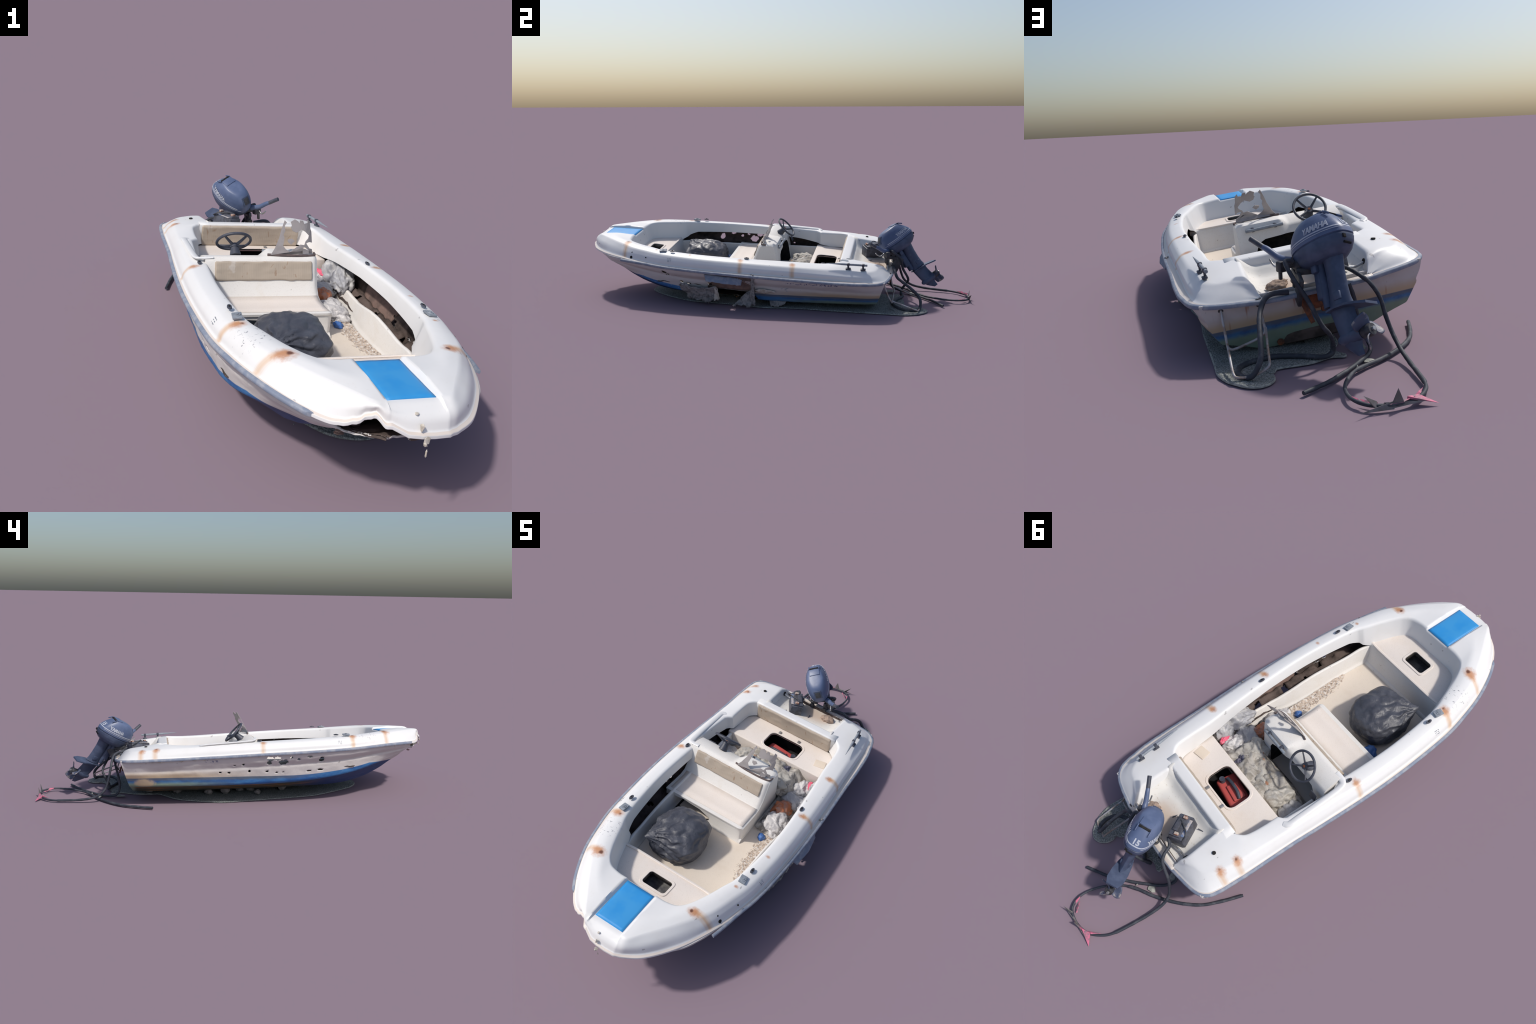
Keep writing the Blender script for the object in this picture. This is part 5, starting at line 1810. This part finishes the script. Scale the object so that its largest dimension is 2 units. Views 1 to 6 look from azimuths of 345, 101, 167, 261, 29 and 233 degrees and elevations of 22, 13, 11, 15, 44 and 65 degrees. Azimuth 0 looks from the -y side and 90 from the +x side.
def spike(bm, a, b, tip, th=0.002):
    a, b, tip = Vector(a), Vector(b), Vector(tip)
    n = (b - a).cross(tip - a).normalized() * th
    vs = [bm.verts.new(p) for p in (a + n, b + n, tip, a - n, b - n)]
    for f in ((0, 1, 2), (4, 3, 2), (0, 3, 4, 1), (0, 2, 3), (1, 4, 2)):
        bm.faces.new([vs[i] for i in f])


bm = bmesh.new()
spike(bm, (-0.048, 0.990, 0.012), (-0.076, 0.990, 0.012), (-0.061, 0.994, 0.049))
spike(bm, (-0.015, 0.982, 0.020), (-0.012, 0.990, 0.006), (0.019, 0.996, 0.043))
spike(bm, (-0.060, 0.988, 0.020), (-0.050, 0.994, 0.002), (0.029, 0.999, 0.005))
spike(bm, (-0.030, 0.988, 0.018), (-0.045, 0.994, 0.004), (-0.130, 0.992, 0.010))
ob = finish(bm, 'torn_scrap', M_SPIKE, None, 10)
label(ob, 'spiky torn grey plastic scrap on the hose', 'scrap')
bm = bmesh.new()
spike(bm, (-0.085, 0.984, 0.020), (-0.118, 0.968, 0.014), (-0.154, 0.998, 0.003), 0.003)
spike(bm, (-0.100, 0.980, 0.010), (-0.122, 0.966, 0.020), (-0.145, 0.935, 0.016), 0.003)
spike(bm, (-0.070, 0.992, 0.012), (-0.105, 0.980, 0.018), (-0.04, 0.994, 0.014), 0.003)
spike(bm, (0.018, 0.952, 0.018), (0.010, 0.962, 0.008), (0.026, 0.920, 0.016), 0.002)
spike(bm, (-0.022, 0.972, 0.012), (-0.002, 0.962, 0.006), (0.008, 0.940, 0.012), 0.002)
ob = finish(bm, 'pink_scrap', M_PINK, None, 10)
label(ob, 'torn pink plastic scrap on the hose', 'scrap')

# ================================================================== SCRAP OF GRAVEL GROUND UNDER THE BOAT
OUT = [(-0.004, -0.652), (0.050, -0.660), (0.094, -0.633), (0.161, -0.548), (0.215, -0.445), (0.238, -0.376), (0.250, -0.25), (0.258, -0.15), (0.284, -0.011), (0.272, 0.10), (0.270, 0.195), (0.278, 0.317), (0.280, 0.45), (0.283, 0.60), (0.284, 0.66),
       (0.270, 0.712), (0.250, 0.742), (0.228, 0.766), (0.198, 0.777), (0.170, 0.766), (0.152, 0.742), (0.149, 0.715), (0.155, 0.702), (0.142, 0.692), (0.128, 0.672), (0.080, 0.668), (0.034, 0.663), (-0.020, 0.640), (-0.058, 0.646), (-0.066, 0.630), (-0.050, 0.590),
       (-0.080, 0.520), (-0.090, 0.44), (-0.10, 0.396), (-0.179, 0.329), (-0.222, 0.245), (-0.259, 0.110), (-0.250, -0.02), (-0.234, -0.143), (-0.197, -0.368), (-0.150, -0.47), (-0.107, -0.545), (-0.06, -0.615)]


def gravel():
    edge = catmull([(x, y, 0) for x, y in OUT], 5, True)
    c = Vector((0.02, 0.02, 0))
    bm = bmesh.new()
    spine_y = [p.y for p in edge]
    rings = []
    levels = [(1.0, 0.0005), (0.997, 0.0025), (0.985, 0.004), (0.96, 0.0045), (0.92, 0.005), (0.8, 0.006), (0.6, 0.007), (0.4, 0.008), (0.2, 0.008), (0.05, 0.008)]
    for k, z in levels:
        ring = []
        for p in edge:
            ctr = Vector((0.02, min(0.62, max(-0.52, p.y * 0.93)), 0))
            if p.y > 0.64:
                ctr.x = 0.20 if p.x > 0.13 else 0.1
            q = ctr.lerp(p, k)
            h = z + (0.0025 * fbm(Vector((q.x * 25, q.y * 25, 0))) + 0.0025 * noise.noise(Vector((q.x * 120, q.y * 120, 1))) if k < 0.99 else 0)
            if 0.9 < k < 0.999 and p.y > 0.62:
                h += 0.003 * max(0, noise.noise(Vector((p.x * 30, p.y * 30, 4))) + 0.3)
            ring.append(Vector((q.x, q.y, max(0.0004, h))))
        rings.append(ring)
    bottom = [Vector((p.x, p.y, 0.0)) for p in rings[0]]
    V, F = grid(bm, [bottom] + rings, (lambda i, j: 1 if i < 3 and edge[j].y > 0.45 else 0), close_v=True)
    bm.faces.new(V[-1])
    rnd = random.Random(3)
    for k in range(420):
        y = rnd.uniform(-0.58, 0.74)
        x = rnd.uniform(-0.16, 0.25) if y < 0.35 else rnd.uniform(0.0, 0.26)
        if y > 0.66:
            x = rnd.uniform(0.16, 0.25)
        flake(bm, (x, y, 0.0075), rnd.uniform(0.0012, 0.0032), k, (1, 1, 0.8))
    ob = finish(bm, 'gravel_patch', [M_GROUND, M_EDGE], None, 40)
    return label(ob, 'thin scrap of grey gravelly ground under the boat', 'ground')


gravel()
ROCKS = [(-0.145, 0.155, 0.017), (-0.135, 0.072, 0.022), (-0.098, -0.008, 0.017), (-0.095, -0.065, 0.018), (-0.165, -0.09, 0.013), (-0.10, 0.31, 0.017), (-0.10, -0.23, 0.017), (-0.04, 0.2, 0.02), (-0.03, -0.35, 0.018), (-0.02, -0.48, 0.016), (-0.07, 0.45, 0.016)]
for i, (x, y, r) in enumerate(ROCKS):
    bm = bmesh.new()
    bmesh.ops.create_icosphere(bm, subdivisions=3, radius=1)
    for v in bm.verts:
        d = v.co.normalized()
        v.co = Vector((d.x * 0.95, d.y * 1.15, d.z * 0.9)) * r * (1 + 0.35 * fbm(d * 1.3 + Vector((i * 5, 0, 0))) + 0.08 * noise.noise(d * 6))
    zmin = min(v.co.z for v in bm.verts)
    ob = finish(bm, 'rock', M_STONE, None, 40)
    ob.location = (x, y, 0.006 - zmin)
    label(ob, 'rough grey stone propping the hull', 'stone')

bm = bmesh.new()
flake(bm, (-0.105, 0.697, 0.004), 0.020, 9, (1.1, 1, 0.15))
flake(bm, (-0.060, 0.735, 0.006), 0.008, 10, (0.5, 1, 0.5))
flake(bm, (-0.115, 0.60, 0.006), 0.030, 12, (0.8, 1.3, 0.15))
ob = finish(bm, 'flat_stone', M_EDGE, None, 20)
label(ob, 'small flat pale stones between the hoses', 'stone')
